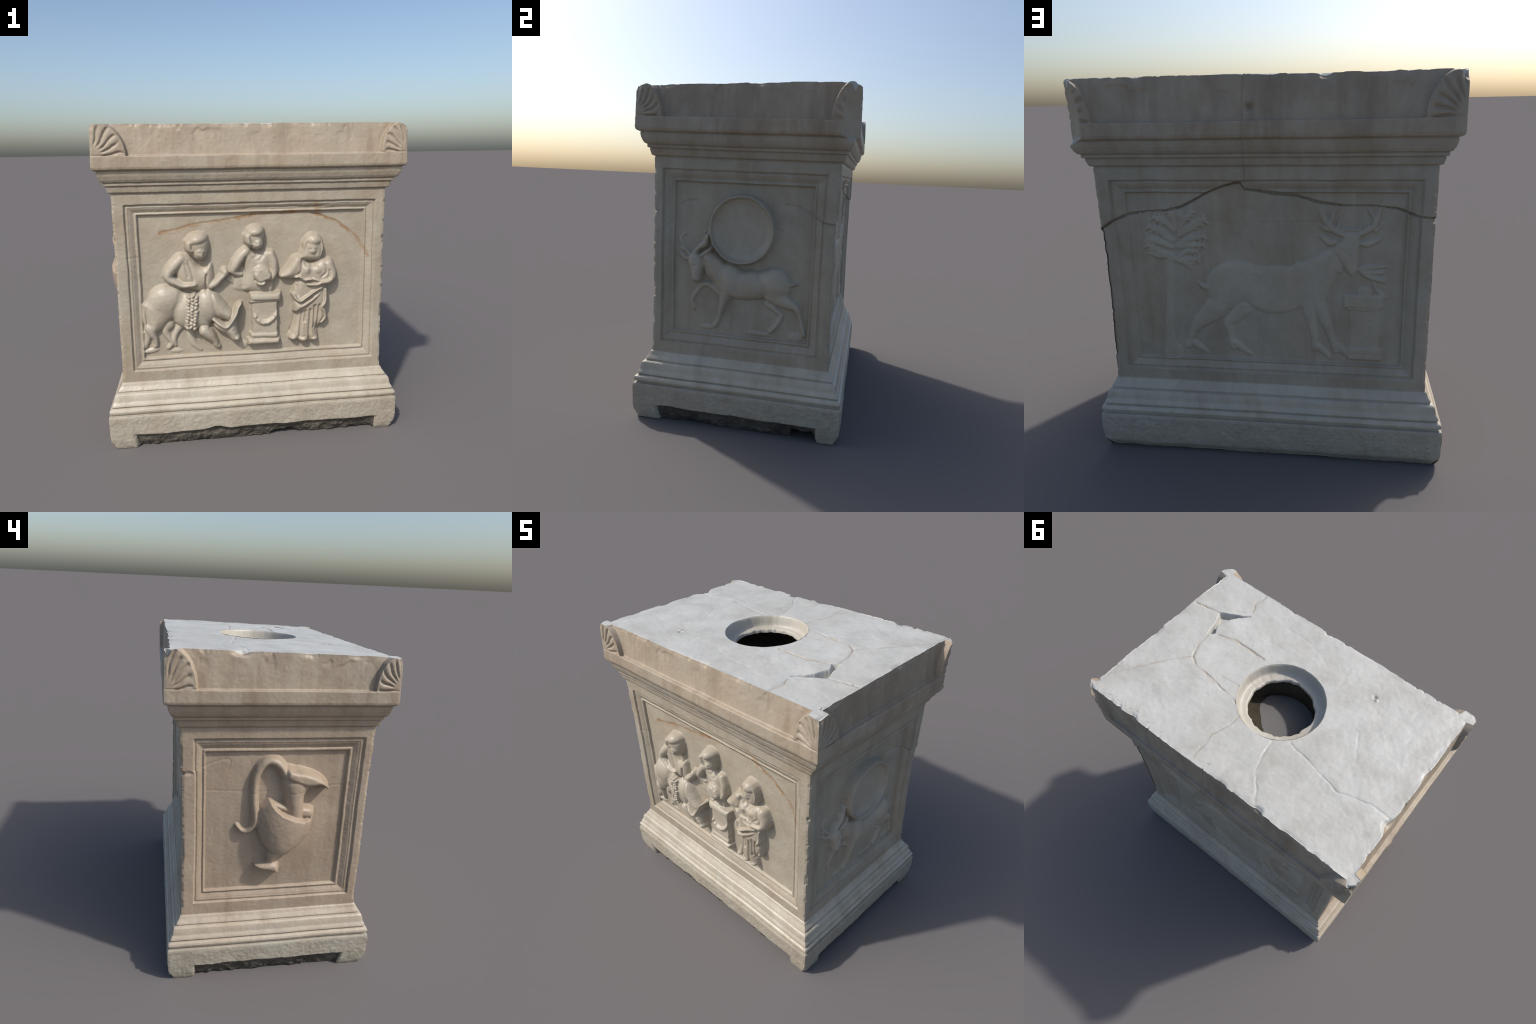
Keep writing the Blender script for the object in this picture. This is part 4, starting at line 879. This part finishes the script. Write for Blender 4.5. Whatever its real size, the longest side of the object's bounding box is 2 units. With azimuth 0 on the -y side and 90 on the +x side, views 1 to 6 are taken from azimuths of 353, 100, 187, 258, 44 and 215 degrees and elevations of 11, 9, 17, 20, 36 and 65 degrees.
    # coping tilts up slightly towards the back
    k = smoothstep(1.80, 1.97, Z)
    P[..., 2] += k * (top_height(P[..., 0], P[..., 1]) - 1.970)
    return dict(P=P, lab=lab, names=names, nx=nx, name=name)


def weather(P, fine=1.0):
    """Irregularities of the whole block as a function of position only."""
    x, y, z = P[..., 0], P[..., 1], P[..., 2]
    V = np.stack([0.0035 * fbm(P, 3.0, 2, 301 + i) + 0.0011 * fbm(P, 17, 2, 311 + i)
                  + 0.0006 * fine * noise3(P, 75, 321 + i) for i in range(3)], -1)
    V[..., 2] *= 0.6
    V *= np.where(z < 0.01, 0.4, 1.0)[..., None]
    P = P + V
    x, y, z = P[..., 0], P[..., 1], P[..., 2]
    # back right corner of the cornice is broken off along a slanting plane
    K = 1.462 + 0.006 * fbm(P, 8, 2, 340) + 0.30 * smoothstep(1.73, 1.56, z) + 0.02 * smoothstep(1.80, 1.97, z)
    over = np.where(z > 1.5, np.maximum(0, x + y - K), 0)
    P[..., 0] -= over * 0.5
    P[..., 1] -= over * 0.5
    # pieces under the break at the back sit a little further in
    zr = np.interp(y, [0.2, 0.30, 0.38, 0.45, 0.56], [1.335, 1.328, 1.297, 1.25, 1.243])
    s1 = (z < zr) * smoothstep(0.45, 1.0, z) * smoothstep(0.36, 0.50, y) * smoothstep(0.70, 0.80, x)
    s2 = (z < back_crack_height(x)) * smoothstep(0.45, 1.0, z) * smoothstep(0.40, 0.5, y)
    P[..., 0] -= 0.008 * s1
    P[..., 1] -= 0.009 * s2
    return P


# ----------------------------------------------------------------------------
# top surface and basin
# ----------------------------------------------------------------------------
BASIN = (0.0, -0.012, 0.254)
TOP_CRACKS = [
    # polyline in x,y, half width, depth
    ([(0.855, -0.255), (0.73, -0.275), (0.69, -0.28)], 0.006, 0.006),
    ([(0.535, -0.415), (0.56, -0.47), (0.545, -0.59)], 0.006, 0.004),
    ([(0.585, -0.14), (0.47, -0.175), (0.255, -0.17)], 0.007, 0.009),
    ([(0.63, -0.115), (0.62, -0.02), (0.585, 0.07), (0.535, 0.11), (0.40, 0.125), (0.29, 0.14), (0.12, 0.175)], 0.006, 0.006),
    ([(0.875, 0.46), (0.70, 0.21), (0.595, 0.08)], 0.004, 0.003),
    ([(0.36, 0.075), (0.24, 0.065)], 0.005, 0.004),
    ([(0.12, 0.175), (0.12, 0.29), (0.16, 0.40), (0.14, 0.57)], 0.004, 0.003),
    ([(-0.12, 0.225), (-0.13, 0.32), (-0.16, 0.42), (-0.24, 0.51), (-0.285, 0.58)], 0.008, 0.007),
    ([(-0.20, 0.17), (-0.33, 0.20), (-0.50, 0.235), (-0.56, 0.25), (-0.73, 0.205), (-0.86, 0.205)], 0.007, 0.006),
    ([(-0.50, -0.02), (-0.53, 0.02), (-0.45, -0.12)], 0.010, 0.003),
    ([(0.28, -0.45), (0.10, -0.44), (-0.05, -0.38)], 0.012, 0.003),
]


def build_top(sides):
    F, R, B, L = (sides[k]["P"][-1] for k in ("front", "right", "back", "left"))
    B, L = B[::-1], L[::-1]
    nu, nv = len(F), len(R)
    # sub-sample interior lines but keep the borders of the sides
    u = np.linspace(0, 1, nu)[None, :, None]
    v = np.linspace(0, 1, nv)[:, None, None]
    C = ((1 - v) * F[None] + v * B[None] + (1 - u) * L[:, None] + u * R[:, None]
         - ((1 - u) * (1 - v) * F[0] + u * (1 - v) * F[-1] + (1 - u) * v * B[0] + u * v * B[-1]))
    x, y = C[..., 0], C[..., 1]
    z = top_height(x, y)
    for row, dist in ((F[None], np.hypot(C[..., 1] - F[None, :, 1], 0)), (B[None], np.abs(C[..., 1] - B[None, :, 1])),
                      (L[:, None], np.abs(C[..., 0] - L[:, None, 0])), (R[:, None], np.abs(C[..., 0] - R[:, None, 0]))):
        dzb = row[..., 2] - top_height(row[..., 0], row[..., 1])
        z = z + dzb * np.exp(-(dist / 0.012) ** 2)
    Q = np.stack([x, y, z], -1)
    xs = x + 0.012 * fbm(Q, 16, 4, 401)
    ys = y + 0.012 * fbm(Q, 16, 4, 402)
    for pts, r, dep in TOP_CRACKS:
        lo, hi = np.min(pts, 0) - 0.05, np.max(pts, 0) + 0.05
        m = (x > lo[0]) & (x < hi[0]) & (y > lo[1]) & (y < hi[1])
        dd, _ = polyline_distance(xs[m], ys[m], np.array(pts))
        k = 0.55 + 0.6 * fbm(Q[m], 12, 2, 420)
        z[m] -= dep * k * np.exp(-(dd / (r * 0.75)) ** 2)
    # missing splinter near the right end
    gap = np.array([(0.69, -0.285), (0.635, -0.305), (0.545, -0.36), (0.525, -0.385), (0.53, -0.365), (0.575, -0.315),
                    (0.605, -0.275), (0.63, -0.20), (0.60, -0.135), (0.635, -0.11), (0.655, -0.20)])
    ins = inside_polygon(xs, ys, gap)
    dd, _ = polyline_distance(xs, ys, np.vstack([gap, gap[:1]]))
    z -= np.where(ins, 0.034 * smoothstep(0, 0.010, dd) + 0.006, 0)
    # slightly different levels of the broken slabs, hollows and pits
    z += 0.0035 * fbm(Q, 2.3, 2, 410) + 0.0022 * fbm(Q, 9, 2, 411) + 0.0012 * fbm(Q, 40, 2, 412)
    z -= 0.014 * np.exp(-(((x + 0.40) ** 2 + (y + 0.365) ** 2) / 0.010 ** 2))
    z += 0.010 * np.exp(-(((x + 0.415) ** 2 + (y + 0.35) ** 2) / 0.008 ** 2))
    C[..., 2] = z
    C[0], C[-1], C[:, 0], C[:, -1] = F, B, L, R
    return C


def finish_normals(P):
    """Smooth vertex normals of a grid (rows, cols, 3) from its quads."""
    a = P[1:, 1:] - P[:-1, :-1]
    b = P[1:, :-1] - P[:-1, 1:]
    fn = np.cross(a, b)
    n = np.zeros(P.shape)
    n[:-1, :-1] += fn
    n[1:, 1:] += fn
    n[:-1, 1:] += fn
    n[1:, :-1] += fn
    return n

# ----------------------------------------------------------------------------
# materials
# ----------------------------------------------------------------------------
class Nodes:
    def __init__(self, name):
        self.mat = bpy.data.materials.new(name)
        self.mat.use_nodes = True
        self.t = self.mat.node_tree
        self.t.nodes.clear()
        self.out = self.t.nodes.new("ShaderNodeOutputMaterial")
        self.bsdf = self.t.nodes.new("ShaderNodeBsdfPrincipled")
        self.t.links.new(self.bsdf.outputs[0], self.out.inputs[0])
        self.co = self.t.nodes.new("ShaderNodeTexCoord").outputs["Object"]

    def link(self, a, b):
        if hasattr(a, "links"):
            self.t.links.new(a, b)
        else:
            b.default_value = a

    def noise(self, scale, detail=4.0, rough=0.55, stretch=None, offset=(0, 0, 0), distortion=0.0):
        n = self.t.nodes.new("ShaderNodeTexNoise")
        m = self.t.nodes.new("ShaderNodeMapping")
        m.inputs["Scale"].default_value = stretch or (1, 1, 1)
        m.inputs["Location"].default_value = offset
        self.link(self.co, m.inputs["Vector"])
        self.link(m.outputs[0], n.inputs["Vector"])
        n.inputs["Scale"].default_value = scale
        n.inputs["Detail"].default_value = detail
        n.inputs["Roughness"].default_value = rough
        n.inputs["Distortion"].default_value = distortion
        return n.outputs["Fac"]

    def ramp(self, fac, stops):
        r = self.t.nodes.new("ShaderNodeValToRGB")
        el = r.color_ramp.elements
        el[0].position, el[0].color = stops[0][0], self.rgba(stops[0][1])
        el[1].position, el[1].color = stops[-1][0], self.rgba(stops[-1][1])
        for p, c in stops[1:-1]:
            e = el.new(p)
            e.color = self.rgba(c)
        self.link(fac, r.inputs[0])
        return r.outputs[0]

    @staticmethod
    def rgba(c):
        return (c, c, c, 1) if not hasattr(c, "__len__") else (c[0], c[1], c[2], 1)

    def mix(self, fac, a, b, mode="MIX"):
        m = self.t.nodes.new("ShaderNodeMix")
        m.data_type = "RGBA"
        m.blend_type = mode
        self.link(fac, m.inputs[0])
        for v, s in ((a, m.inputs[6]), (b, m.inputs[7])):
            self.link(v if hasattr(v, "links") else self.rgba(v), s)
        return m.outputs[2]

    def math(self, op, a, b=0.0, clamp=False):
        m = self.t.nodes.new("ShaderNodeMath")
        m.operation = op
        m.use_clamp = clamp
        self.link(a, m.inputs[0])
        self.link(b, m.inputs[1])
        return m.outputs[0]

    def vec(self, op, a, b=None, scale=None):
        m = self.t.nodes.new("ShaderNodeVectorMath")
        m.operation = op
        self.link(a, m.inputs[0])
        if b is not None:
            self.link(b, m.inputs[1])
        if scale is not None:
            self.link(scale, m.inputs["Scale"])
        return m.outputs["Value"] if op in ("DOT_PRODUCT", "LENGTH") else m.outputs["Vector"]

    def axis(self, k):
        s = self.t.nodes.new("ShaderNodeSeparateXYZ")
        self.link(self.co, s.inputs[0])
        return s.outputs[k]

    def line_mask(self, pts, width, axes):
        """1 on a polyline drawn over the object in two of its axes, fading out over width."""
        flat = self.vec("MULTIPLY", self.co, axes)
        wob = self.t.nodes.new("ShaderNodeTexNoise")
        wob.inputs["Scale"].default_value = 24
        self.link(self.co, wob.inputs["Vector"])
        sh = self.vec("SUBTRACT", wob.outputs["Color"], (0.5, 0.5, 0.5))
        flat = self.vec("ADD", flat, self.vec("MULTIPLY", self.vec("SCALE", sh, scale=0.022), axes))
        best = None
        for a, b in zip(pts[:-1], pts[1:]):
            if axes[1] == 0:
                a, b = (a[0], 0, a[1]), (b[0], 0, b[1])
            elif axes[2] == 0:
                a, b = (a[0], a[1], 0), (b[0], b[1], 0)
            else:
                a, b = (0, a[0], a[1]), (0, b[0], b[1])
            d = [q - p for p, q in zip(a, b)]
            l2 = sum(q * q for q in d)
            pa = self.vec("SUBTRACT", flat, a)
            t = self.math("MULTIPLY", self.vec("DOT_PRODUCT", pa, d), 1 / l2, clamp=True)
            near = self.vec("SUBTRACT", pa, self.vec("SCALE", tuple(d), scale=t))
            dist = self.vec("LENGTH", near)
            best = dist if best is None else self.math("MINIMUM", best, dist)
        r = self.t.nodes.new("ShaderNodeMapRange")
        r.interpolation_type = "SMOOTHSTEP"
        self.link(best, r.inputs["Value"])
        r.inputs["From Min"].default_value = width
        r.inputs["From Max"].default_value = width * 0.15
        return r.outputs[0]

    def finish(self, color, rough=0.55, bump=None, strength=0.3, distance=0.004, spec=0.38):
        self.link(color, self.bsdf.inputs["Base Color"])
        self.link(rough, self.bsdf.inputs["Roughness"])
        self.bsdf.inputs["Specular IOR Level"].default_value = spec
        if bump is not None:
            b = self.t.nodes.new("ShaderNodeBump")
            b.inputs["Strength"].default_value = strength
            b.inputs["Distance"].default_value = distance
            self.link(bump, b.inputs["Height"])
            self.t.links.new(b.outputs[0], self.bsdf.inputs["Normal"])
        return self.mat


def marble(name, pale, beige, grey, stain=None, stain_amount=0.35, rough=0.5, grain=0.5, speck=0.0, rust=None, streak=0.0):
    n = Nodes(name)
    big = n.ramp(n.noise(2.2, 5, 0.6, offset=(3, 1, 7)), [(0.36, 0), (0.66, 1)])
    mid = n.ramp(n.noise(7.0, 6, 0.62, offset=(1, 5, 2)), [(0.32, 0), (0.74, 1)])
    col = n.mix(big, beige, grey)
    col = n.mix(n.math("MULTIPLY", mid, 0.65), col, pale)
    if stain is not None:
        st = n.ramp(n.noise(4.5, 7, 0.66, stretch=(1, 1, 0.45), offset=(9, 2, 4), distortion=0.4), [(0.46, 0), (0.80, 1)])
        col = n.mix(n.math("MULTIPLY", st, stain_amount), col, stain)
    if streak:
        sk = n.ramp(n.noise(9, 5, 0.6, stretch=(1.4, 1.4, 0.10), offset=(6, 3, 1)), [(0.50, 0), (0.72, 1)])
        col = n.mix(n.math("MULTIPLY", sk, streak), col, stain, "MIX")
    fine = n.noise(55, 5, 0.7)
    col = n.mix(1.0, col, n.ramp(fine, [(0.25, 1 - 0.16 * grain), (0.75, 1 + 0.0)]), "MULTIPLY")
    if speck:
        sp = n.ramp(n.noise(38, 6, 0.75, stretch=(0.7, 0.7, 1.6), offset=(4, 4, 1)), [(0.50, 0), (0.66, 1)])
        col = n.mix(n.math("MULTIPLY", sp, speck), col, (0.16, 0.145, 0.115))
    for pts, width, amount, axes, c in (rust or []):
        m = n.line_mask(pts, width, axes)
        br = n.ramp(n.noise(9, 3, 0.6, offset=(2, 2, 8)), [(0.36, 0.25), (0.62, 1)])
        col = n.mix(n.math("MULTIPLY", n.math("MULTIPLY", m, br), amount), col, c)
    h = n.math("ADD", n.math("MULTIPLY", n.noise(28, 6, 0.65), 0.7), n.math("MULTIPLY", n.noise(140, 4, 0.6), 0.35))
    return n.finish(col, rough, h, 0.20, 0.004)


RUST = (0.24, 0.125, 0.045)
PALE, BEIGE, GREY, OCHRE = (0.44, 0.40, 0.325), (0.345, 0.287, 0.212), (0.325, 0.295, 0.236), (0.225, 0.162, 0.10)
TAN, UMBER = (0.358, 0.280, 0.206), (0.19, 0.13, 0.083)
CRACK_X, CRACK_Y = (1, 0, 1), (0, 1, 1)
MAT = {
    "wall": marble("weathered_marble", PALE, BEIGE, GREY, OCHRE, 0.55, 0.44, streak=0.35),
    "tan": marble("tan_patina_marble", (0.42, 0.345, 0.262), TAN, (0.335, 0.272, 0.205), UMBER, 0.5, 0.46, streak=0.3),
    "coping": marble("streaked_marble", (0.43, 0.37, 0.29), (0.345, 0.272, 0.195), (0.34, 0.295, 0.228), UMBER, 0.8, 0.46, streak=0.45),
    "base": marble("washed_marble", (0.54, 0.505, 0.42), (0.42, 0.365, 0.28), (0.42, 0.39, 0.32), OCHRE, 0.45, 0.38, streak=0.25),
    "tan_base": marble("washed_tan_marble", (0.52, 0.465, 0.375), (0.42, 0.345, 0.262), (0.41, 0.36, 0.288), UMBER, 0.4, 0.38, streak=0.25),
    "panel": marble("stained_panel_marble", PALE, BEIGE, GREY, OCHRE, 0.35, 0.5,
                    rust=[(FRONT_CRACK, 0.016, 0.95, CRACK_X, RUST), (FRONT_STAIN, 0.03, 0.8, CRACK_X, RUST)]),
    "figure": marble("handled_marble", (0.465, 0.425, 0.348), (0.38, 0.325, 0.247), (0.355, 0.32, 0.256), OCHRE, 0.40, 0.40, 0.4),
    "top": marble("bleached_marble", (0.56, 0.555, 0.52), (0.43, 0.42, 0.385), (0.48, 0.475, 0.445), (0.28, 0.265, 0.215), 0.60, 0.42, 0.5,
                  rust=[(p, w * 2.0, 0.5, (1, 1, 0), (0.30, 0.22, 0.14)) for p, w, d in TOP_CRACKS[:7]]),
    "plinth": marble("pitted_marble", (0.47, 0.435, 0.36), (0.35, 0.305, 0.235), (0.35, 0.325, 0.265), UMBER, 0.40, 0.6, 1.0, 0.35),
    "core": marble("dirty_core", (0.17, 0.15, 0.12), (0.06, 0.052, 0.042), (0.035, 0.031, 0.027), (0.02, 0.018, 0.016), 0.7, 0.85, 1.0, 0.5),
    "ledge": marble("basin_marble", (0.52, 0.50, 0.45), (0.42, 0.385, 0.315), (0.44, 0.42, 0.37), OCHRE, 0.3, 0.45),
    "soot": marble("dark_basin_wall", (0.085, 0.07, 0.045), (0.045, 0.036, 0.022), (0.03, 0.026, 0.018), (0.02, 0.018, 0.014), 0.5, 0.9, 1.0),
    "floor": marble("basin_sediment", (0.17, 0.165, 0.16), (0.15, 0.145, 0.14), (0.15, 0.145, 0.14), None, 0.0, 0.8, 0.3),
}


# ----------------------------------------------------------------------------
# assembling meshes
# ----------------------------------------------------------------------------
ALTAR = bpy.data.objects.new("marble_altar", None)
ALTAR.empty_display_size = 0.3
bpy.context.scene.collection.objects.link(ALTAR)
ALTAR["label"] = "weathered carved marble altar with reliefs and round basin"
ALTAR["category"] = "stone altar"


def make_object(name, verts, quads, normals, material, parent=ALTAR, kind=None):
    mesh = bpy.data.meshes.new(name)
    nq, k = quads.shape
    mesh.vertices.add(len(verts))
    mesh.vertices.foreach_set("co", np.ascontiguousarray(verts, np.float32).ravel())
    mesh.loops.add(nq * k)
    mesh.loops.foreach_set("vertex_index", np.ascontiguousarray(quads, np.int32).ravel())
    mesh.polygons.add(nq)
    mesh.polygons.foreach_set("loop_start", np.arange(0, nq * k, k, dtype=np.int32))
    mesh.polygons.foreach_set("use_smooth", np.ones(nq, bool))
    mesh.update(calc_edges=True)
    mesh.materials.append(material)
    if normals is not None:
        n = normals / np.maximum(np.linalg.norm(normals, axis=1, keepdims=True), 1e-12)
        mesh.normals_split_custom_set_from_vertices(n.tolist())
    ob = bpy.data.objects.new(name, mesh)
    bpy.context.scene.collection.objects.link(ob)
    ob.parent = parent
    if kind:
        ob["kind"] = kind
    return ob


def build():
    sides = {k: build_side(k) for k in SIDES}
    for s in sides.values():
        s["P"] = weather(s["P"])
    low = min(s["P"][..., 2].min() for s in sides.values())
    for s in sides.values():
        s["P"][..., 2] -= low
    top = build_top(sides)
    for s in sides.values():
        s["N"] = finish_normals(s["P"])
    order = ["front", "right", "back", "left"]
    for a, b in zip(order, order[1:] + order[:1]):
        both = sides[a]["N"][:, -1] + sides[b]["N"][:, 0]
        sides[a]["N"][:, -1] = both
        sides[b]["N"][:, 0] = both

    # gather quads by part
    V, NN, groups, off = [], [], {}, 0
    for k in order:
        s = sides[k]
        nz, nx = s["P"].shape[:2]
        idx = np.arange(nz * nx).reshape(nz, nx) + off
        q = np.stack([idx[:-1, :-1], idx[:-1, 1:], idx[1:, 1:], idx[1:, :-1]], -1).reshape(-1, 4)
        ql = s["lab"][:-1, :-1].reshape(-1)
        for li, nm in enumerate(s["names"]):
            sel = q[ql == li]
            if len(sel) == 0:
                continue
            if nm in ("ORN_A", "ORN_B"):
                key = ("corner_ornament", SIDES[k]["a" if nm == "ORN_A" else "b"])
            elif isinstance(nm, tuple):
                key = (nm[0], nm[1], k, li)
            elif nm in ("relief_panel", "panel_frame", "die_face", "cornice", "base_moulding"):
                key = (nm, k)
            else:
                key = (nm, "")
            groups.setdefault(key, []).append(sel)
        V.append(s["P"].reshape(-1, 3))
        NN.append(s["N"].reshape(-1, 3))
        off += nz * nx
    V, NN = np.vstack(V), np.vstack(NN)

    def sub(quads):
        used, inv = np.unique(quads, return_inverse=True)
        return V[used], inv.reshape(quads.shape), NN[used]

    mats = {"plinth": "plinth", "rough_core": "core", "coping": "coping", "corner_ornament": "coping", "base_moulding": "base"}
    figures = {}
    for key, qs in groups.items():
        quads = np.vstack(qs)
        v, f, n = sub(quads)
        if len(key) == 4:
            figures.setdefault((key[0], key[2]), []).append((key[1], v, f, n))
            continue
        m = mats.get(key[0], "wall")
        if key[0] in ("relief_panel", "panel_frame") and key[1] == "front":
            m = "panel"
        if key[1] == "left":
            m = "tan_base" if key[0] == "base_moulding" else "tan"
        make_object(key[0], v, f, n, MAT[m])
    main_part = {"donkey": "body", "rider": "torso", "attendant": "torso", "little_altar": "shaft", "veiled_woman": "robe",
                 "libation_dish": "dish", "deer": "body", "jug": "belly", "stag": "body", "sprig": "leaf", "small_altar": "cap",
                 "tree": "branch", "ground_rock": "stone"}
    for (fig, side), parts in figures.items():
        parts.sort(key=lambda p: p[0] != main_part[fig])
        holder = bpy.data.objects.new("carved_" + fig, None)
        holder.empty_display_size = 0.1
        bpy.context.scene.collection.objects.link(holder)
        holder.parent = ALTAR
        if fig in ("ground_rock",):
            holder.name = "carved_ground"
        for part, v, f, n in parts:
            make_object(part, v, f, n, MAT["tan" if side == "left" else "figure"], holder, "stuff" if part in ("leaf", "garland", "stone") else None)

    # top slab with a round opening
    cx, cy, R = BASIN
    nv, nu = top.shape[:2]
    r = np.hypot(top[..., 0] - cx, top[..., 1] - cy)
    idx = np.arange(nu * nv).reshape(nv, nu)
    keep_v = r > R
    kq = keep_v[:-1, :-1] | keep_v[1:, :-1] | keep_v[:-1, 1:] | keep_v[1:, 1:]
    q = np.stack([idx[:-1, :-1], idx[:-1, 1:], idx[1:, 1:], idx[1:, :-1]], -1)[kq]
    T = top.reshape(-1, 3).copy()
    inner = (r <= R).reshape(-1)
    sc = R / np.maximum(r.reshape(-1), 1e-6)
    T[inner, 0] = cx + (T[inner, 0] - cx) * sc[inner]
    T[inner, 1] = cy + (T[inner, 1] - cy) * sc[inner]
    tn = finish_normals(top).reshape(-1, 3)
    used, inv = np.unique(q, return_inverse=True)
    make_object("top_slab", T[used], inv.reshape(q.shape), tn[used], MAT["top"])

    # basin: turned rings with a broken, uneven ledge
    ns = 320
    th = np.arange(ns) / ns * 2 * math.pi
    circ = np.stack([np.cos(th), np.sin(th)], -1)
    zt = top_height(cx + R * circ[:, 0], cy + R * circ[:, 1])

    def ring_noise(seed, scale=6):
        return fbm(np.stack([circ[:, 0], circ[:, 1], th * 0 + seed], -1), scale, 3, 500)

    def rings(rows):
        return np.stack([np.stack([cx + ox + rr * circ[:, 0], cy + oy + rr * circ[:, 1], zz], -1) for rr, zz, ox, oy in rows])

    n1, n2, n3 = ring_noise(1, 4), ring_noise(5, 9), ring_noise(9, 5)
    rim = []
    for rr, dzz in ((R + 0.001, 0.0015), (R - 0.003, -0.003), (R - 0.006, -0.012), (R - 0.012, -0.04), (R - 0.015, -0.055), (R - 0.020, -0.062)):
        rim.append((rr + n1 * 0.003, zt + dzz + n2 * 0.0015, 0, 0))
    lip = 0.195 + 0.010 * n1 + 0.004 * n2
    for t in (0.25, 0.5, 0.75, 1.0):
        rim.append(((R - 0.022) * (1 - t) + lip * t, zt - 0.064 - 0.004 * t + 0.003 * n2, 0, 0))
    rim.append((lip - 0.003, zt - 0.074, 0, 0))
    rim.append((lip - 0.004, zt - 0.088 - 0.006 * n2, 0, 0))
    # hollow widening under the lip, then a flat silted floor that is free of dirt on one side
    ang = (th - math.radians(46) + math.pi) % (2 * math.pi) - math.pi
    fl = 0.200 - 0.085 * np.exp(-(ang / 0.85) ** 4) + 0.012 * n3 + 0.006 * n2
    wall = [rim[-1], (lip + 0.02, zt - 0.098, 0, 0), (lip * 0 + 0.268, 1.845 + 0 * zt, -0.02, 0.070), (lip * 0 + 0.285, 1.80 + 0 * zt, -0.03, 0.095),
            (lip * 0 + 0.270, 1.765 + 0 * zt, -0.025, 0.085), (lip * 0 + 0.235, 1.745 + 0.004 * n2, -0.01, 0.045),
            (0.5 * (fl + 0.225), 1.737 + 0.004 * n2, 0, 0), (fl, 1.735 + 0 * zt, 0, 0)]
    floor = [wall[-1]]
    for t in (0.3, 0.6, 0.9, 0.995):
        floor.append((fl * (1 - t), 1.735 - 0.004 * t + 0 * n3, 0, 0))

    def ring_mesh(name, rows, mat, parent):
        G = rings(rows)
        nr = len(rows)
        ii = np.arange(nr * ns).reshape(nr, ns)
        nxt = np.roll(ii, -1, 1)
        # rings run outside-in: faces look up / inwards
        qq = np.stack([ii[:-1], nxt[:-1], nxt[1:], ii[1:]], -1).reshape(-1, 4)
        return make_object(name, G.reshape(-1, 3), qq, None, mat, parent)

    basin = ring_mesh("basin", rim, MAT["ledge"], ALTAR)
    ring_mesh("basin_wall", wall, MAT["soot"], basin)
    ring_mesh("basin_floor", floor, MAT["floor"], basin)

    # underside: closes the block just above the ground
    ring = np.vstack([sides[k]["P"][0, :-1] for k in order])
    nrg = len(ring)
    c = ring.mean(0)
    inner_ring = c + (ring - c) * 0.93
    inner_ring[:, 2] = np.maximum(ring[:, 2], 0.03) + 0.01
    mid = c.copy()
    mid[2] = 0.05
    far = c + (ring - c) * 0.02
    far[:, 2] = 0.05
    VV = np.vstack([ring, inner_ring, far])
    ii = np.arange(3 * nrg).reshape(3, nrg)
    nxt = np.roll(ii, -1, 1)
    qq = np.stack([ii[:-1], ii[1:], nxt[1:], nxt[:-1]], -1).reshape(-1, 4)
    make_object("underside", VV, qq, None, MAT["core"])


build()
